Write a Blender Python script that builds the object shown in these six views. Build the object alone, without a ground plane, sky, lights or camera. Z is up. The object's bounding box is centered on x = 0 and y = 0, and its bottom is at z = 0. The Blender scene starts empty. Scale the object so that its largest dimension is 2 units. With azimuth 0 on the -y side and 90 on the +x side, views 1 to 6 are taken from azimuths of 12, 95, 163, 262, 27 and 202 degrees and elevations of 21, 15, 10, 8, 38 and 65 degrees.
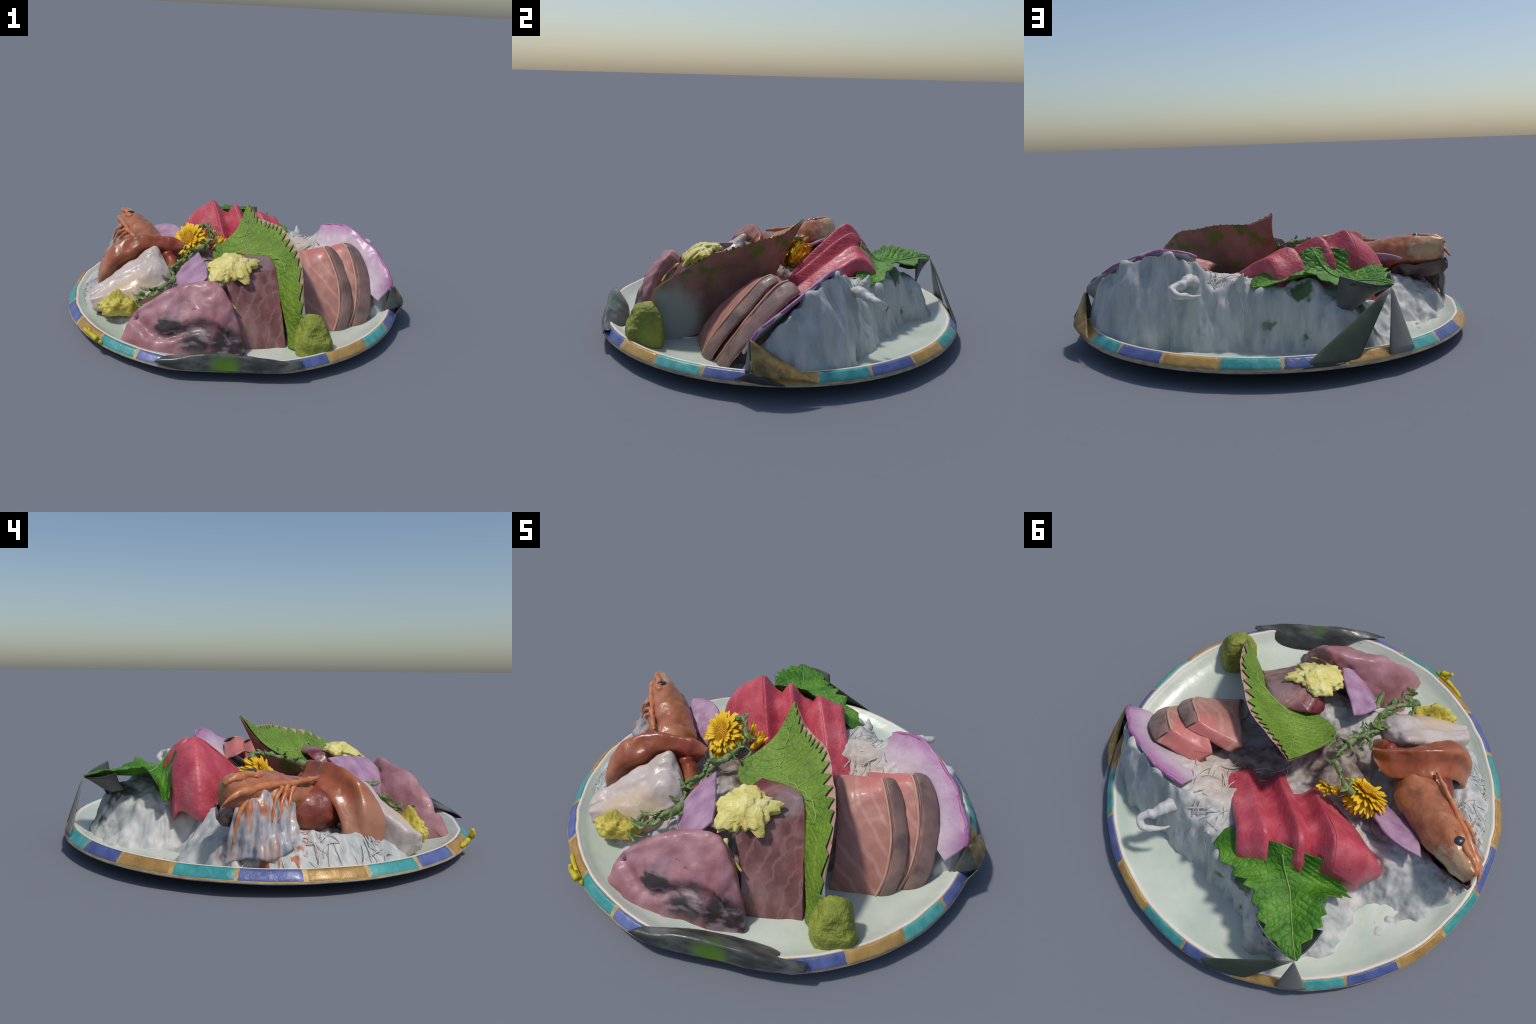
# Sashimi platter: painted plate, shredded daikon bed and the pieces arranged on it.
# Every mesh is built in world coordinates (metres, z up) so Object coordinates are shared.
import bpy, math, random
import numpy as np
from mathutils import Matrix, Vector

rng = np.random.default_rng(7)
random.seed(7)
A = lambda *p: np.array(p, float)

# ------------------------------------------------------------------ noise
def _hash(ix, iy, iz, seed):
    h = (ix * 374761393 + iy * 668265263 + iz * 2147483647 + seed * 974711) & 0xFFFFFFFF
    h = ((h ^ (h >> 13)) * 1274126177) & 0xFFFFFFFF
    return ((h ^ (h >> 16)) & 0xFFFF) / 32767.5 - 1.0

def vnoise(P, seed=0):
    P = np.asarray(P, float)
    i = np.floor(P).astype(np.int64); f = P - i; f = f * f * f * (f * (f * 6 - 15) + 10)
    out = 0
    for dx in (0, 1):
        for dy in (0, 1):
            for dz in (0, 1):
                w = (f[..., 0] if dx else 1 - f[..., 0]) * (f[..., 1] if dy else 1 - f[..., 1]) * (f[..., 2] if dz else 1 - f[..., 2])
                out = out + w * _hash(i[..., 0] + dx, i[..., 1] + dy, i[..., 2] + dz, seed)
    return out

def fbm(P, scale, octaves=3, seed=0):
    P = np.asarray(P, float) * scale
    return sum(vnoise(P * 2 ** o, seed + o) * 0.5 ** o for o in range(octaves))

# ------------------------------------------------------------------ curves and surfaces
def cr(P, n, closed=False):
    """Catmull-Rom resampling of control points along axis 0 to n samples."""
    P = np.asarray(P, float); m = len(P)
    if closed:
        t = np.linspace(0, m, n, endpoint=False); i = np.floor(t).astype(int)
        idx = lambda k: (i + k) % m
    else:
        t = np.linspace(0, m - 1, n); i = np.minimum(np.floor(t).astype(int), m - 2)
        P = np.concatenate([[2 * P[0] - P[1]], P, [2 * P[-1] - P[-2]]]); idx = lambda k: i + 1 + k
    f = (t - i).reshape((-1,) + (1,) * (P.ndim - 1))
    a, b, c, d = P[idx(-1)], P[idx(0)], P[idx(1)], P[idx(2)]
    return 0.5 * (2 * b + (c - a) * f + (2 * a - 5 * b + 4 * c - d) * f ** 2 + (3 * b - a - 3 * c + d) * f ** 3)

def surf(net, nu, nv, closed_v=False):
    g = cr(np.asarray(net, float), nu)
    return np.swapaxes(cr(np.swapaxes(g, 0, 1), nv, closed_v), 0, 1)

def grid_normals(g):
    du = np.gradient(g, axis=0); dv = np.gradient(g, axis=1)
    n = np.cross(du, dv); return n / (np.linalg.norm(n, axis=-1, keepdims=True) + 1e-12)

def make(name, verts, faces, mat, parent=None, smooth=True, mats=None, mat_index=None):
    me = bpy.data.meshes.new(name)
    me.from_pydata([tuple(v) for v in np.asarray(verts, float)], [], [tuple(int(i) for i in f) for f in faces])
    me.validate(); me.update()
    for m in (mats or [mat]): me.materials.append(m)
    if mat_index is not None:
        me.polygons.foreach_set("material_index", np.asarray(mat_index, np.int32))
    me.polygons.foreach_set("use_smooth", np.full(len(me.polygons), smooth))
    ob = bpy.data.objects.new(name, me); bpy.context.collection.objects.link(ob)
    if parent is not None: ob.parent = parent
    return ob

def fix_normals(ob):
    import bmesh
    bm = bmesh.new(); bm.from_mesh(ob.data)
    bmesh.ops.recalc_face_normals(bm, faces=bm.faces); bm.to_mesh(ob.data); bm.free()
    return ob

def quads(h, w, wrap=False, off=0):
    f = []
    for i in range(h - 1):
        for j in range(w if wrap else w - 1):
            k = (j + 1) % w
            f.append((off + i * w + j, off + i * w + k, off + (i + 1) * w + k, off + (i + 1) * w + j))
    return f

def loft(name, rings, mat, nu=60, nv=64, rough=(0, 1), seed=0, parent=None, extra=None, linear_u=False):
    """Closed skin through a stack of closed sections."""
    g = surf(rings, nu, nv, True)
    n = grid_normals(np.concatenate([g, g[:, :1]], 1))[:, :-1]
    c = g.mean(1, keepdims=True)
    if ((g - c) * n).sum() < 0: n = -n
    if rough[0]: g = g + n * (fbm(g, rough[1], 3, seed) * rough[0])[..., None]
    if extra is not None: g = g + n * extra(g)[..., None]
    h, w = g.shape[:2]; V = g.reshape(-1, 3); F = quads(h, w, True)
    # rounded end caps: two shrinking rings and a pole
    Vs, off = [V], h * w
    for end, nb in ((0, 1), (h - 1, h - 2)):
        ring, ctr = g[end], g[end].mean(0)
        outd = ctr - g[nb].mean(0); outd = outd / (np.linalg.norm(outd) + 1e-9)
        size = np.linalg.norm(ring - ctr, axis=1).mean()
        prev = end * w
        for s, o in ((0.8, 0.06), (0.5, 0.10)):
            Vs.append(ctr + (ring - ctr) * s + outd * o * size)
            for j in range(w):
                k = (j + 1) % w; F.append((prev + j, prev + k, off + k, off + j))
            prev = off; off += w
        Vs.append((ctr + outd * 0.11 * size)[None]); 
        for j in range(w): F.append((prev + j, prev + (j + 1) % w, off))
        off += 1
    V = np.concatenate(Vs); V[:, 2] = np.maximum(V[:, 2], 0.03)
    return fix_normals(make(name, V, F, mat, parent))

def sheet(name, g, thick, mat, parent=None, mat_back=None, rough=(0, 1), seed=0):
    """Thin solid from a point grid."""
    n = grid_normals(g)
    if rough[0]: g = g + n * (fbm(g, rough[1], 3, seed) * rough[0])[..., None]
    h, w = g.shape[:2]
    t = np.full((h, w), thick / 2); t[[0, -1]] *= 0.5; t[:, [0, -1]] *= 0.5
    V = np.concatenate([(g + n * t[..., None]).reshape(-1, 3), (g - n * t[..., None]).reshape(-1, 3)])
    F = quads(h, w); k = len(F); N = h * w
    F += [tuple(N + i for i in f[::-1]) for f in F]
    rim = [i for i in range(w)] + [i * w + w - 1 for i in range(1, h)] + [(h - 1) * w + j for j in range(w - 2, -1, -1)] + [i * w for i in range(h - 2, 0, -1)]
    for a, b in zip(rim, rim[1:] + rim[:1]): F.append((b, a, N + a, N + b))
    mi = [0] * k + [1] * k + [1] * len(rim) if mat_back else None
    return make(name, V, F, mat, parent, mats=[mat, mat_back] if mat_back else None, mat_index=mi)

def tube_data(path, radius, sides=8):
    path = np.asarray(path, float); r = np.broadcast_to(np.asarray(radius, float), (len(path),))
    T = np.gradient(path, axis=0); T /= np.linalg.norm(T, axis=1, keepdims=True) + 1e-9
    up = A(0.3, 0.2, 1.0); X = np.cross(T, up); X /= np.linalg.norm(X, axis=1, keepdims=True) + 1e-9
    Y = np.cross(X, T); a = np.linspace(0, 2 * np.pi, sides, endpoint=False)
    V = path[:, None] + r[:, None, None] * (np.cos(a)[None, :, None] * X[:, None] + np.sin(a)[None, :, None] * Y[:, None])
    F = quads(len(path), sides, True)
    V = V.reshape(-1, 3); n = len(V)
    V = np.concatenate([V, path[:1], path[-1:]])
    F += [((j + 1) % sides, j, n) for j in range(sides)]
    b = (len(path) - 1) * sides
    F += [(b + j, b + (j + 1) % sides, n + 1) for j in range(sides)]
    return V, F

def join_data(parts):
    V, F, o = [], [], 0
    for v, f in parts:
        V.append(v); F += [tuple(o + i for i in q) for q in f]; o += len(v)
    return np.concatenate(V), F

def tube(name, path, radius, mat, parent=None, sides=8, n=24):
    p = cr(path, n); r = cr(np.asarray(radius, float).reshape(-1, 1), n)[:, 0] if np.ndim(radius) else radius
    V, F = tube_data(p, r, sides); nz = fbm(V, 28, 3, 17); mid = np.repeat(p, sides, 0)
    V[:len(mid)] = mid + (V[:len(mid)] - mid) * (1 + 0.45 * min(1.0, 0.014 / float(np.mean(r))) * nz[:len(mid), None]) + (0.25 * np.mean(r) * fbm(mid, 14, 2, 5))[:, None]
    return make(name, V, F, mat, parent)

def blob(name, centre, radii, mat, rot=0, rough=(0.1, 10), seed=0, parent=None, power=2.0, res=48, fn=None):
    """Lumpy superellipsoid."""
    th = np.linspace(0, np.pi, res); ph = np.linspace(0, 2 * np.pi, 2 * res, endpoint=False)
    d = np.stack([np.sin(th)[:, None] * np.cos(ph), np.sin(th)[:, None] * np.sin(ph), np.cos(th)[:, None] * np.ones_like(ph)], -1)
    k = (np.abs(d) ** power).sum(-1, keepdims=True) ** (-1 / power)
    P = d * k * A(*radii)
    P = P * (1 + rough[0] * fbm(d * np.array(radii) / max(radii) + seed * 3.1, rough[1], 4, seed))[..., None]
    if fn is not None: P = fn(P, d)
    c, s = math.cos(rot), math.sin(rot)
    P = np.stack([P[..., 0] * c - P[..., 1] * s, P[..., 0] * s + P[..., 1] * c, P[..., 2]], -1) + A(*centre)
    h, w = P.shape[:2]
    return fix_normals(make(name, P.reshape(-1, 3), quads(h, w, True), mat, parent))

def with_edges(ob, degrees):
    """keep edges sharper than this crisp in the shading"""
    import bmesh
    bm = bmesh.new(); bm.from_mesh(ob.data)
    for e in bm.edges:
        if len(e.link_faces) == 2 and e.calc_face_angle(0) > math.radians(degrees): e.smooth = False
    bm.to_mesh(ob.data); bm.free()

def empty(name, loc, label, category):
    ob = bpy.data.objects.new(name, None); ob.empty_display_size = 0.05
    bpy.context.collection.objects.link(ob)
    ob["label"] = label; ob["category"] = category
    return ob

def tag(ob, label, category):
    ob["label"] = label; ob["category"] = category; return ob

# ------------------------------------------------------------------ materials
class Nodes:
    def __init__(s, name):
        s.m = bpy.data.materials.new(name); s.m.use_nodes = True; s.t = s.m.node_tree
        s.b = s.t.nodes["Principled BSDF"]
        s.co = s.t.nodes.new("ShaderNodeTexCoord").outputs["Object"]
    def node(s, kind, **k):
        n = s.t.nodes.new("ShaderNode" + kind)
        for a, v in k.items(): setattr(n, a, v)
        return n
    def put(s, sock, v):
        if isinstance(v, bpy.types.NodeSocket): s.t.links.new(v, sock)
        elif v is not None: sock.default_value = v
    def math(s, op, a, b=None, c=None, clamp=False):
        n = s.node("Math", operation=op, use_clamp=clamp)
        for i, v in enumerate((a, b, c)): s.put(n.inputs[i], v)
        return n.outputs[0]
    def scaled(s, sc, rot=(0, 0, 0), loc=(0, 0, 0)):
        n = s.node("Mapping"); n.inputs["Scale"].default_value = sc; n.inputs["Rotation"].default_value = rot; n.inputs["Location"].default_value = loc
        s.put(n.inputs["Vector"], s.co); return n.outputs[0]
    def noise(s, scale, detail=4, rough=0.55, vec=None, dist=0.0):
        n = s.node("TexNoise"); s.put(n.inputs["Vector"], vec or s.co)
        n.inputs["Scale"].default_value = scale; n.inputs["Detail"].default_value = detail; n.inputs["Roughness"].default_value = rough; n.inputs["Distortion"].default_value = dist
        return n.outputs["Fac"]
    def voronoi(s, scale, vec=None, feature="F1"):
        n = s.node("TexVoronoi", feature=feature); s.put(n.inputs["Vector"], vec or s.co); n.inputs["Scale"].default_value = scale
        return n.outputs["Distance"]
    def wave(s, scale, dist=0, vec=None, detail=2, direction="X", dscale=1.0):
        n = s.node("TexWave", bands_direction=direction); s.put(n.inputs["Vector"], vec or s.co)
        n.inputs["Scale"].default_value = scale; n.inputs["Distortion"].default_value = dist; n.inputs["Detail"].default_value = detail; n.inputs["Detail Scale"].default_value = dscale
        return n.outputs["Fac"]
    def step(s, v, lo, hi):
        n = s.node("MapRange", clamp=True, interpolation_type="SMOOTHSTEP"); s.put(n.inputs["Value"], v)
        n.inputs["From Min"].default_value = lo; n.inputs["From Max"].default_value = hi
        return n.outputs["Result"]
    def mix(s, f, a, b):
        n = s.node("Mix", data_type="RGBA"); s.put(n.inputs["Factor"], f)
        for i, v in ((6, a), (7, b)):
            s.put(n.inputs[i], (*v, 1) if isinstance(v, tuple) and len(v) == 3 else v)
        return n.outputs[2]
    def ramp(s, f, *stops):
        n = s.node("ValToRGB"); s.put(n.inputs[0], f); e = n.color_ramp.elements
        while len(e) < len(stops): e.new(0.5)
        for el, (p, c) in zip(e, stops): el.position = p; el.color = (*c, 1)
        return n.outputs[0]
    def dist(s, p):
        n = s.node("VectorMath", operation="DISTANCE"); s.put(n.inputs[0], s.co); n.inputs[1].default_value = p
        return n.outputs["Value"]
    def dot(s, d):
        n = s.node("VectorMath", operation="DOT_PRODUCT"); s.put(n.inputs[0], s.co); n.inputs[1].default_value = d
        return n.outputs["Value"]
    def near(s, p, r, soft=0.5, wobble=0.03, scale=14):
        """mask that is 1 close to p with a ragged edge"""
        d = s.math("ADD", s.dist(p), s.math("MULTIPLY", s.math("SUBTRACT", s.noise(scale), 0.5), wobble * 4))
        return s.math("SUBTRACT", 1.0, s.step(d, r * (1 - soft), r))
    def done(s, col, rough=0.4, bump=None, height=0.003, spec=0.5, coat=0.0, sss=0.0, metal=0.0, sheen=0.0):
        b = s.b.inputs
        s.put(b["Base Color"], (*col, 1) if isinstance(col, tuple) else col)
        s.put(b["Roughness"], min(1.0, rough + 0.12)); coat *= 0.35; b["Specular IOR Level"].default_value = spec; b["Metallic"].default_value = metal
        b["Coat Weight"].default_value = coat; b["Coat Roughness"].default_value = 0.15
        if sss:
            b["Subsurface Weight"].default_value = sss; b["Subsurface Radius"].default_value = (0.04, 0.02, 0.015); b["Subsurface Scale"].default_value = 0.5
        if bump is not None:
            n = s.node("Bump"); n.inputs["Distance"].default_value = height; n.inputs["Strength"].default_value = 0.8
            s.put(n.inputs["Height"], bump); s.put(b["Normal"], n.outputs[0])
        return s.m

def simple(name, c1, c2, scale=12, rough=0.4, bump_scale=60, height=0.002, stretch=None, c3=None, **k):
    n = Nodes(name); vec = n.scaled(stretch) if stretch else None
    f = n.noise(scale, 5, vec=vec)
    col = n.ramp(f, (0.32, c1), (0.5, c3), (0.68, c2)) if c3 else n.ramp(f, (0.32, c1), (0.68, c2))
    return n.done(col, rough, n.noise(bump_scale, 3, vec=vec), height, **k)

M = {}
# plate
n = Nodes("celadon_glaze"); M["well"] = n.done(n.ramp(n.noise(3.5, 4), (0.3, (0.47, 0.56, 0.47)), (0.7, (0.66, 0.70, 0.60))), 0.22, n.noise(9, 3), 0.006, coat=0.4)  # glaze colour lowered to include shadows lying in the well
n = Nodes("cream_lip"); M["lip"] = n.done(n.ramp(n.noise(14, 4), (0.3, (0.70, 0.66, 0.58)), (0.7, (0.78, 0.75, 0.69))), 0.3, n.noise(30), 0.002)
n = Nodes("worn_gold_line"); M["gold_line"] = n.done(n.ramp(n.noise(22, 5), (0.35, (0.40, 0.25, 0.11)), (0.65, (0.62, 0.42, 0.16))), 0.38, n.noise(50), 0.002, metal=0.15)
n = Nodes("foot_stoneware"); M["foot"] = n.done(n.ramp(n.noise(18, 5), (0.3, (0.24, 0.21, 0.19)), (0.52, (0.42, 0.36, 0.31)), (0.72, (0.58, 0.49, 0.40))), 0.7, n.noise(40), 0.002)
n = Nodes("underside_stoneware"); M["under"] = n.done(n.ramp(n.noise(10, 5), (0.3, (0.030, 0.029, 0.028)), (0.7, (0.07, 0.066, 0.06))), 0.85)  # near-black: the shadow under the plate is baked into this colour
def enamel(name, c1, c2, metal=0.0):
    n = Nodes(name); r = n.node("ObjectInfo").outputs["Random"]
    f = n.math("ADD", n.math("MULTIPLY", n.noise(16, 5), 0.75), n.math("MULTIPLY", r, 0.25))
    return n.done(n.ramp(f, (0.3, c1), (0.7, c2)), 0.28, n.noise(35, 4), 0.004, coat=0.3, metal=metal)
M["gold"] = enamel("gold_enamel", (0.36, 0.20, 0.055), (0.62, 0.38, 0.11), 0.1)
M["teal"] = enamel("turquoise_enamel", (0.035, 0.27, 0.27), (0.12, 0.46, 0.42))
M["blue"] = enamel("cobalt_enamel", (0.055, 0.085, 0.25), (0.14, 0.18, 0.40))
M["film"] = simple("dark_glassy_glaze", (0.02, 0.022, 0.02), (0.13, 0.14, 0.125), 7, 0.3, 20, 0.003, c3=(0.07, 0.075, 0.068))

# daikon
n = Nodes("shredded_daikon")
st = n.noise(15, 4, vec=n.scaled((1, 1, 0.14)))
col = n.ramp(st, (0.28, (0.32, 0.345, 0.335)), (0.45, (0.48, 0.49, 0.465)), (0.7, (0.66, 0.63, 0.595)))  # darkest stop paints the shadow inside the vertical grooves
pat = n.step(n.noise(7, 3), 0.60, 0.68)
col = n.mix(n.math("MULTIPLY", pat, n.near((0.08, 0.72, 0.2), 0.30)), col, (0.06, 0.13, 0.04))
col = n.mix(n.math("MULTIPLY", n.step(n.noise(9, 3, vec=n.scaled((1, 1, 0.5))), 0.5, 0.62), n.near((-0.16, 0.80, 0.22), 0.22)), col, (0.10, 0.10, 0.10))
warm = n.near((0.32, 0.18, 0.26), 0.24)
col = n.mix(n.math("MULTIPLY", warm, 0.6), col, (0.60, 0.47, 0.38))
tone_noise = n.noise(18, 4, vec=n.scaled((1, 1, 0.5), loc=(4, 2, 1)))
brown_tone = n.ramp(tone_noise, (0.35, (0.10, 0.055, 0.045)), (0.52, (0.26, 0.185, 0.145)), (0.72, (0.46, 0.38, 0.32)))  # darker brown tone over the middle of the bed
col = n.mix(n.math("MULTIPLY", n.math("MAXIMUM", n.near((-0.14, -0.06, 0.26), 0.27, 0.6), n.near((0.17, 0.03, 0.20), 0.22, 0.6)), 0.85), col, brown_tone)
org = n.math("MULTIPLY", n.step(n.noise(34, 3, vec=n.scaled((1, 1, 0.2))), 0.5, 0.62), n.near((-0.88, 0.12, 0.17), 0.26))
col = n.mix(org, col, (0.42, 0.13, 0.05))
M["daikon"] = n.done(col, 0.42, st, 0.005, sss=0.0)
M["strand"] = simple("daikon_strand", (0.48, 0.48, 0.46), (0.64, 0.61, 0.58), 18, 0.35, 60, 0.001)
M["curl"] = simple("daikon_curl", (0.50, 0.50, 0.48), (0.66, 0.63, 0.60), 14, 0.4, 40, 0.002)

# fish
n = Nodes("tuna_flesh")
f = n.noise(9, 5)
col = n.ramp(f, (0.3, (0.43, 0.040, 0.065)), (0.52, (0.56, 0.080, 0.110)), (0.75, (0.66, 0.17, 0.19)))  # upper stops lightened towards the pink highlights on the slices
spk = n.math("SUBTRACT", 1.0, n.step(n.voronoi(26), 0.05, 0.16))
col = n.mix(n.math("MULTIPLY", spk, n.step(n.noise(12, 2), 0.45, 0.6)), col, (0.25, 0.012, 0.03))
pale_dots = n.math("SUBTRACT", 1.0, n.step(n.voronoi(75), 0.04, 0.12))  # small pale pink dots scattered over the slices
col = n.mix(n.math("MULTIPLY", pale_dots, n.math("MULTIPLY", n.step(n.noise(10, 2), 0.5, 0.62), 0.55)), col, (0.80, 0.42, 0.44))
M["tuna"] = n.done(col, 0.34, n.math("ADD", n.noise(70, 4, vec=n.scaled((1, 0.5, 1))), n.math("MULTIPLY", n.noise(16, 3), 1.5)), 0.004, sss=0.08, coat=0.15)

n = Nodes("amberjack_flesh")
lines = n.wave(5.5, 3.0, n.scaled((1, 1, 1), rot=(0.5, 0.85, 0.3)), 2, "X", 1.2)
f = n.noise(7, 4)
col = n.ramp(f, (0.3, (0.40, 0.165, 0.125)), (0.7, (0.56, 0.255, 0.20)))
col = n.mix(n.math("MULTIPLY", n.step(lines, 0.72, 0.98), 0.32), col, (0.70, 0.42, 0.35))
col = n.mix(n.math("MULTIPLY", n.near((0.50, 0.08, 0.36), 0.18), 0.7), col, (0.60, 0.16, 0.15))
M["jack"] = n.done(col, 0.36, n.noise(60, 3), 0.0015, sss=0.08, coat=0.2)
n = Nodes("amberjack_skin")
f = n.noise(11, 5)
col = n.ramp(f, (0.3, (0.13, 0.085, 0.075)), (0.5, (0.24, 0.15, 0.125)), (0.72, (0.36, 0.20, 0.165)))
M["jackskin"] = n.done(col, 0.4, n.noise(40), 0.002, coat=0.2)
M["fat"] = simple("amberjack_fat_line", (0.50, 0.31, 0.21), (0.62, 0.40, 0.30), 20, 0.35)

n = Nodes("mackerel_flesh")
f = n.noise(6, 5)
col = n.ramp(f, (0.28, (0.28, 0.10, 0.105)), (0.5, (0.40, 0.185, 0.205)), (0.72, (0.50, 0.285, 0.335)))
red = n.step(n.noise(8, 3, vec=n.scaled((1, 1, 1), loc=(3, 1, 2))), 0.56, 0.68)
col = n.mix(n.math("MULTIPLY", red, 0.6), col, (0.44, 0.10, 0.10))
dk = n.near((0.00, -0.82, 0.155), 0.13, 0.5, 0.03, 9)
dk2 = n.near((0.17, -0.79, 0.10), 0.14, 0.5, 0.03, 9)
dk3 = n.near((-0.15, -0.82, 0.18), 0.10, 0.5, 0.03, 9)
dark = n.math("MAXIMUM", dk, n.math("MAXIMUM", dk2, dk3))
silver = n.step(n.noise(14, 4, vec=n.scaled((0.6, 1, 1.5), loc=(1, 7, 4))), 0.48, 0.66)
skin = n.mix(silver, (0.050, 0.034, 0.036), (0.34, 0.24, 0.26))
col = n.mix(dark, col, skin)
M["mack"] = n.done(col, 0.40, n.noise(28, 4), 0.004, coat=0.35, sss=0.05)
n = Nodes("mackerel_block")
f = n.noise(9, 5, vec=n.scaled((1, 1, 0.45)))
col = n.ramp(f, (0.3, (0.13, 0.040, 0.042)), (0.5, (0.25, 0.105, 0.098)), (0.72, (0.40, 0.21, 0.19)))
fib = n.wave(9.0, 6.0, n.scaled((1, 1, 0.6), rot=(0.2, 0.5, 0.4)), 3, "X", 2.0)
col = n.mix(n.math("MULTIPLY", n.step(fib, 0.75, 1.0), 0.30), col, (0.44, 0.26, 0.24))
col = n.mix(n.math("MULTIPLY", n.step(n.noise(7, 3, vec=n.scaled((1, 1, 1), loc=(5, 5, 5))), 0.54, 0.66), 0.55), col, (0.30, 0.055, 0.05))
col = n.mix(n.math("MULTIPLY", n.near((0.22, -0.30, 0.42), 0.10), 0.75), col, (0.27, 0.19, 0.19))
col = n.mix(n.near((0.05, -0.24, 0.30), 0.16), col, (0.15, 0.012, 0.025))
M["block"] = n.done(col, 0.3, n.noise(40, 4), 0.003, coat=0.3)
n = Nodes("squid_flesh")
f = n.noise(6, 4)
col = n.ramp(f, (0.3, (0.50, 0.41, 0.355)), (0.7, (0.64, 0.56, 0.53)))
col = n.mix(n.math("MULTIPLY", n.near((-0.46, -0.52, 0.15), 0.22), 0.75), col, (0.60, 0.44, 0.27))
M["squid"] = n.done(col, 0.28, n.noise(22, 4), 0.006, coat=0.3, sss=0.1)

# shrimp
n = Nodes("shrimp_shell")
f = n.noise(9, 5, dist=0.4)
col = n.ramp(f, (0.28, (0.20, 0.055, 0.022)), (0.5, (0.38, 0.135, 0.055)), (0.72, (0.52, 0.21, 0.09)))
col = n.mix(n.math("MULTIPLY", n.near((-0.76, 0.28, 0.40), 0.11), 0.8), col, (0.62, 0.44, 0.24))
col = n.mix(n.math("MULTIPLY", n.step(n.noise(16, 3), 0.55, 0.66), 0.7), col, (0.42, 0.10, 0.07))
M["shell"] = n.done(col, 0.2, n.noise(24, 4), 0.006, coat=0.6)
n = Nodes("shrimp_body")
f = n.noise(6, 4, dist=0.3)
col = n.ramp(f, (0.28, (0.21, 0.038, 0.014)), (0.5, (0.36, 0.095, 0.034)), (0.75, (0.46, 0.17, 0.07)))
col = n.mix(n.math("MULTIPLY", n.near((-0.73, -0.30, 0.18), 0.17), 0.7), col, (0.46, 0.22, 0.13))
col = n.mix(n.math("MULTIPLY", n.near((-0.36, -0.20, 0.38), 0.10), 0.6), col, (0.24, 0.022, 0.018))
M["shrimp"] = n.done(col, 0.2, n.noise(16, 3), 0.005, coat=0.6, sss=0.05)
M["orange"] = simple("shrimp_limb", (0.48, 0.14, 0.05), (0.66, 0.27, 0.11), 25, 0.25, 40, 0.002, coat=0.5)
n = Nodes("torn_mouth_parts")
f = n.noise(30, 3, vec=n.scaled((0.5, 1.0, 0.16), rot=(0.35, 0, 0)))
col = n.ramp(f, (0.32, (0.20, 0.20, 0.22)), (0.44, (0.46, 0.42, 0.41)), (0.54, (0.46, 0.15, 0.06)), (0.70, (0.58, 0.24, 0.10)))
low = n.ramp(f, (0.35, (0.20, 0.22, 0.27)), (0.5, (0.46, 0.44, 0.44)), (0.7, (0.40, 0.17, 0.09)))
M["mouth"] = n.done(n.mix(n.step(n.math("ADD", n.dot((0, 0, 1)), n.math("MULTIPLY", n.noise(12), 0.1)), 0.26, 0.36), low, col), 0.3, f, 0.006, coat=0.5)
M["gut"] = simple("shrimp_gut", (0.13, 0.020, 0.014), (0.33, 0.085, 0.04), 8, 0.3, 24, 0.005, c3=(0.22, 0.04, 0.024), coat=0.4)
M["cavity"] = simple("shrimp_head_underside", (0.03, 0.02, 0.02), (0.20, 0.14, 0.12), 12, 0.4, 30, 0.004)
M["eye"] = simple("shrimp_eye", (0.008, 0.008, 0.010), (0.05, 0.05, 0.055), 30, 0.12, 50, 0.001, coat=0.8)

# plants
def leafmat(name, c1, c2, c3):
    n = Nodes(name)
    f = n.noise(8, 5); col = n.ramp(f, (0.3, c1), (0.5, c2), (0.72, c3))
    cell = n.voronoi(34, feature="DISTANCE_TO_EDGE")
    col = n.mix(n.math("MULTIPLY", n.math("SUBTRACT", 1.0, n.step(cell, 0.0, 0.10)), 0.25), col, c1)
    return n.done(col, 0.42, n.math("ADD", n.step(cell, 0.0, 0.25), n.noise(60, 3)), 0.003, spec=0.4)
M["leaf"] = leafmat("shiso_green", (0.100, 0.19, 0.014), (0.155, 0.265, 0.024), (0.205, 0.33, 0.035))
M["leaf_dark"] = leafmat("shiso_deep_green", (0.030, 0.12, 0.008), (0.075, 0.23, 0.014), (0.15, 0.34, 0.035))
M["vein"] = simple("shiso_vein", (0.22, 0.36, 0.07), (0.28, 0.42, 0.10), 20, 0.4, 50, 0.001)
n = Nodes("shiso_underside")
f = n.noise(6, 4)
col = n.ramp(f, (0.3, (0.16, 0.085, 0.065)), (0.6, (0.30, 0.155, 0.12)), (0.8, (0.42, 0.23, 0.19)))
gr = n.step(n.noise(5, 3, vec=n.scaled((1.6, 1.0, 1.6), loc=(2.2, 0.6, 0.1))), 0.50, 0.60)
col = n.mix(n.math("MULTIPLY", gr, n.step(n.dot((0, 0, 1)), 0.26, 0.34)), col, (0.10, 0.16, 0.012))
col = n.mix(n.math("MULTIPLY", n.step(n.noise(11, 3), 0.50, 0.60), n.near((0.43, -0.42, 0.42), 0.20)), col, (0.09, 0.15, 0.02))
col = n.mix(n.near((0.45, -0.55, 0.14), 0.26), col, (0.30, 0.33, 0.30))
M["leafback"] = n.done(col, 0.6, n.noise(24, 3, vec=n.scaled((1, 1, 0.25))), 0.006)
M["leafpink"] = simple("shiso_margin", (0.42, 0.23, 0.18), (0.58, 0.36, 0.30), 16, 0.5)
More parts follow.
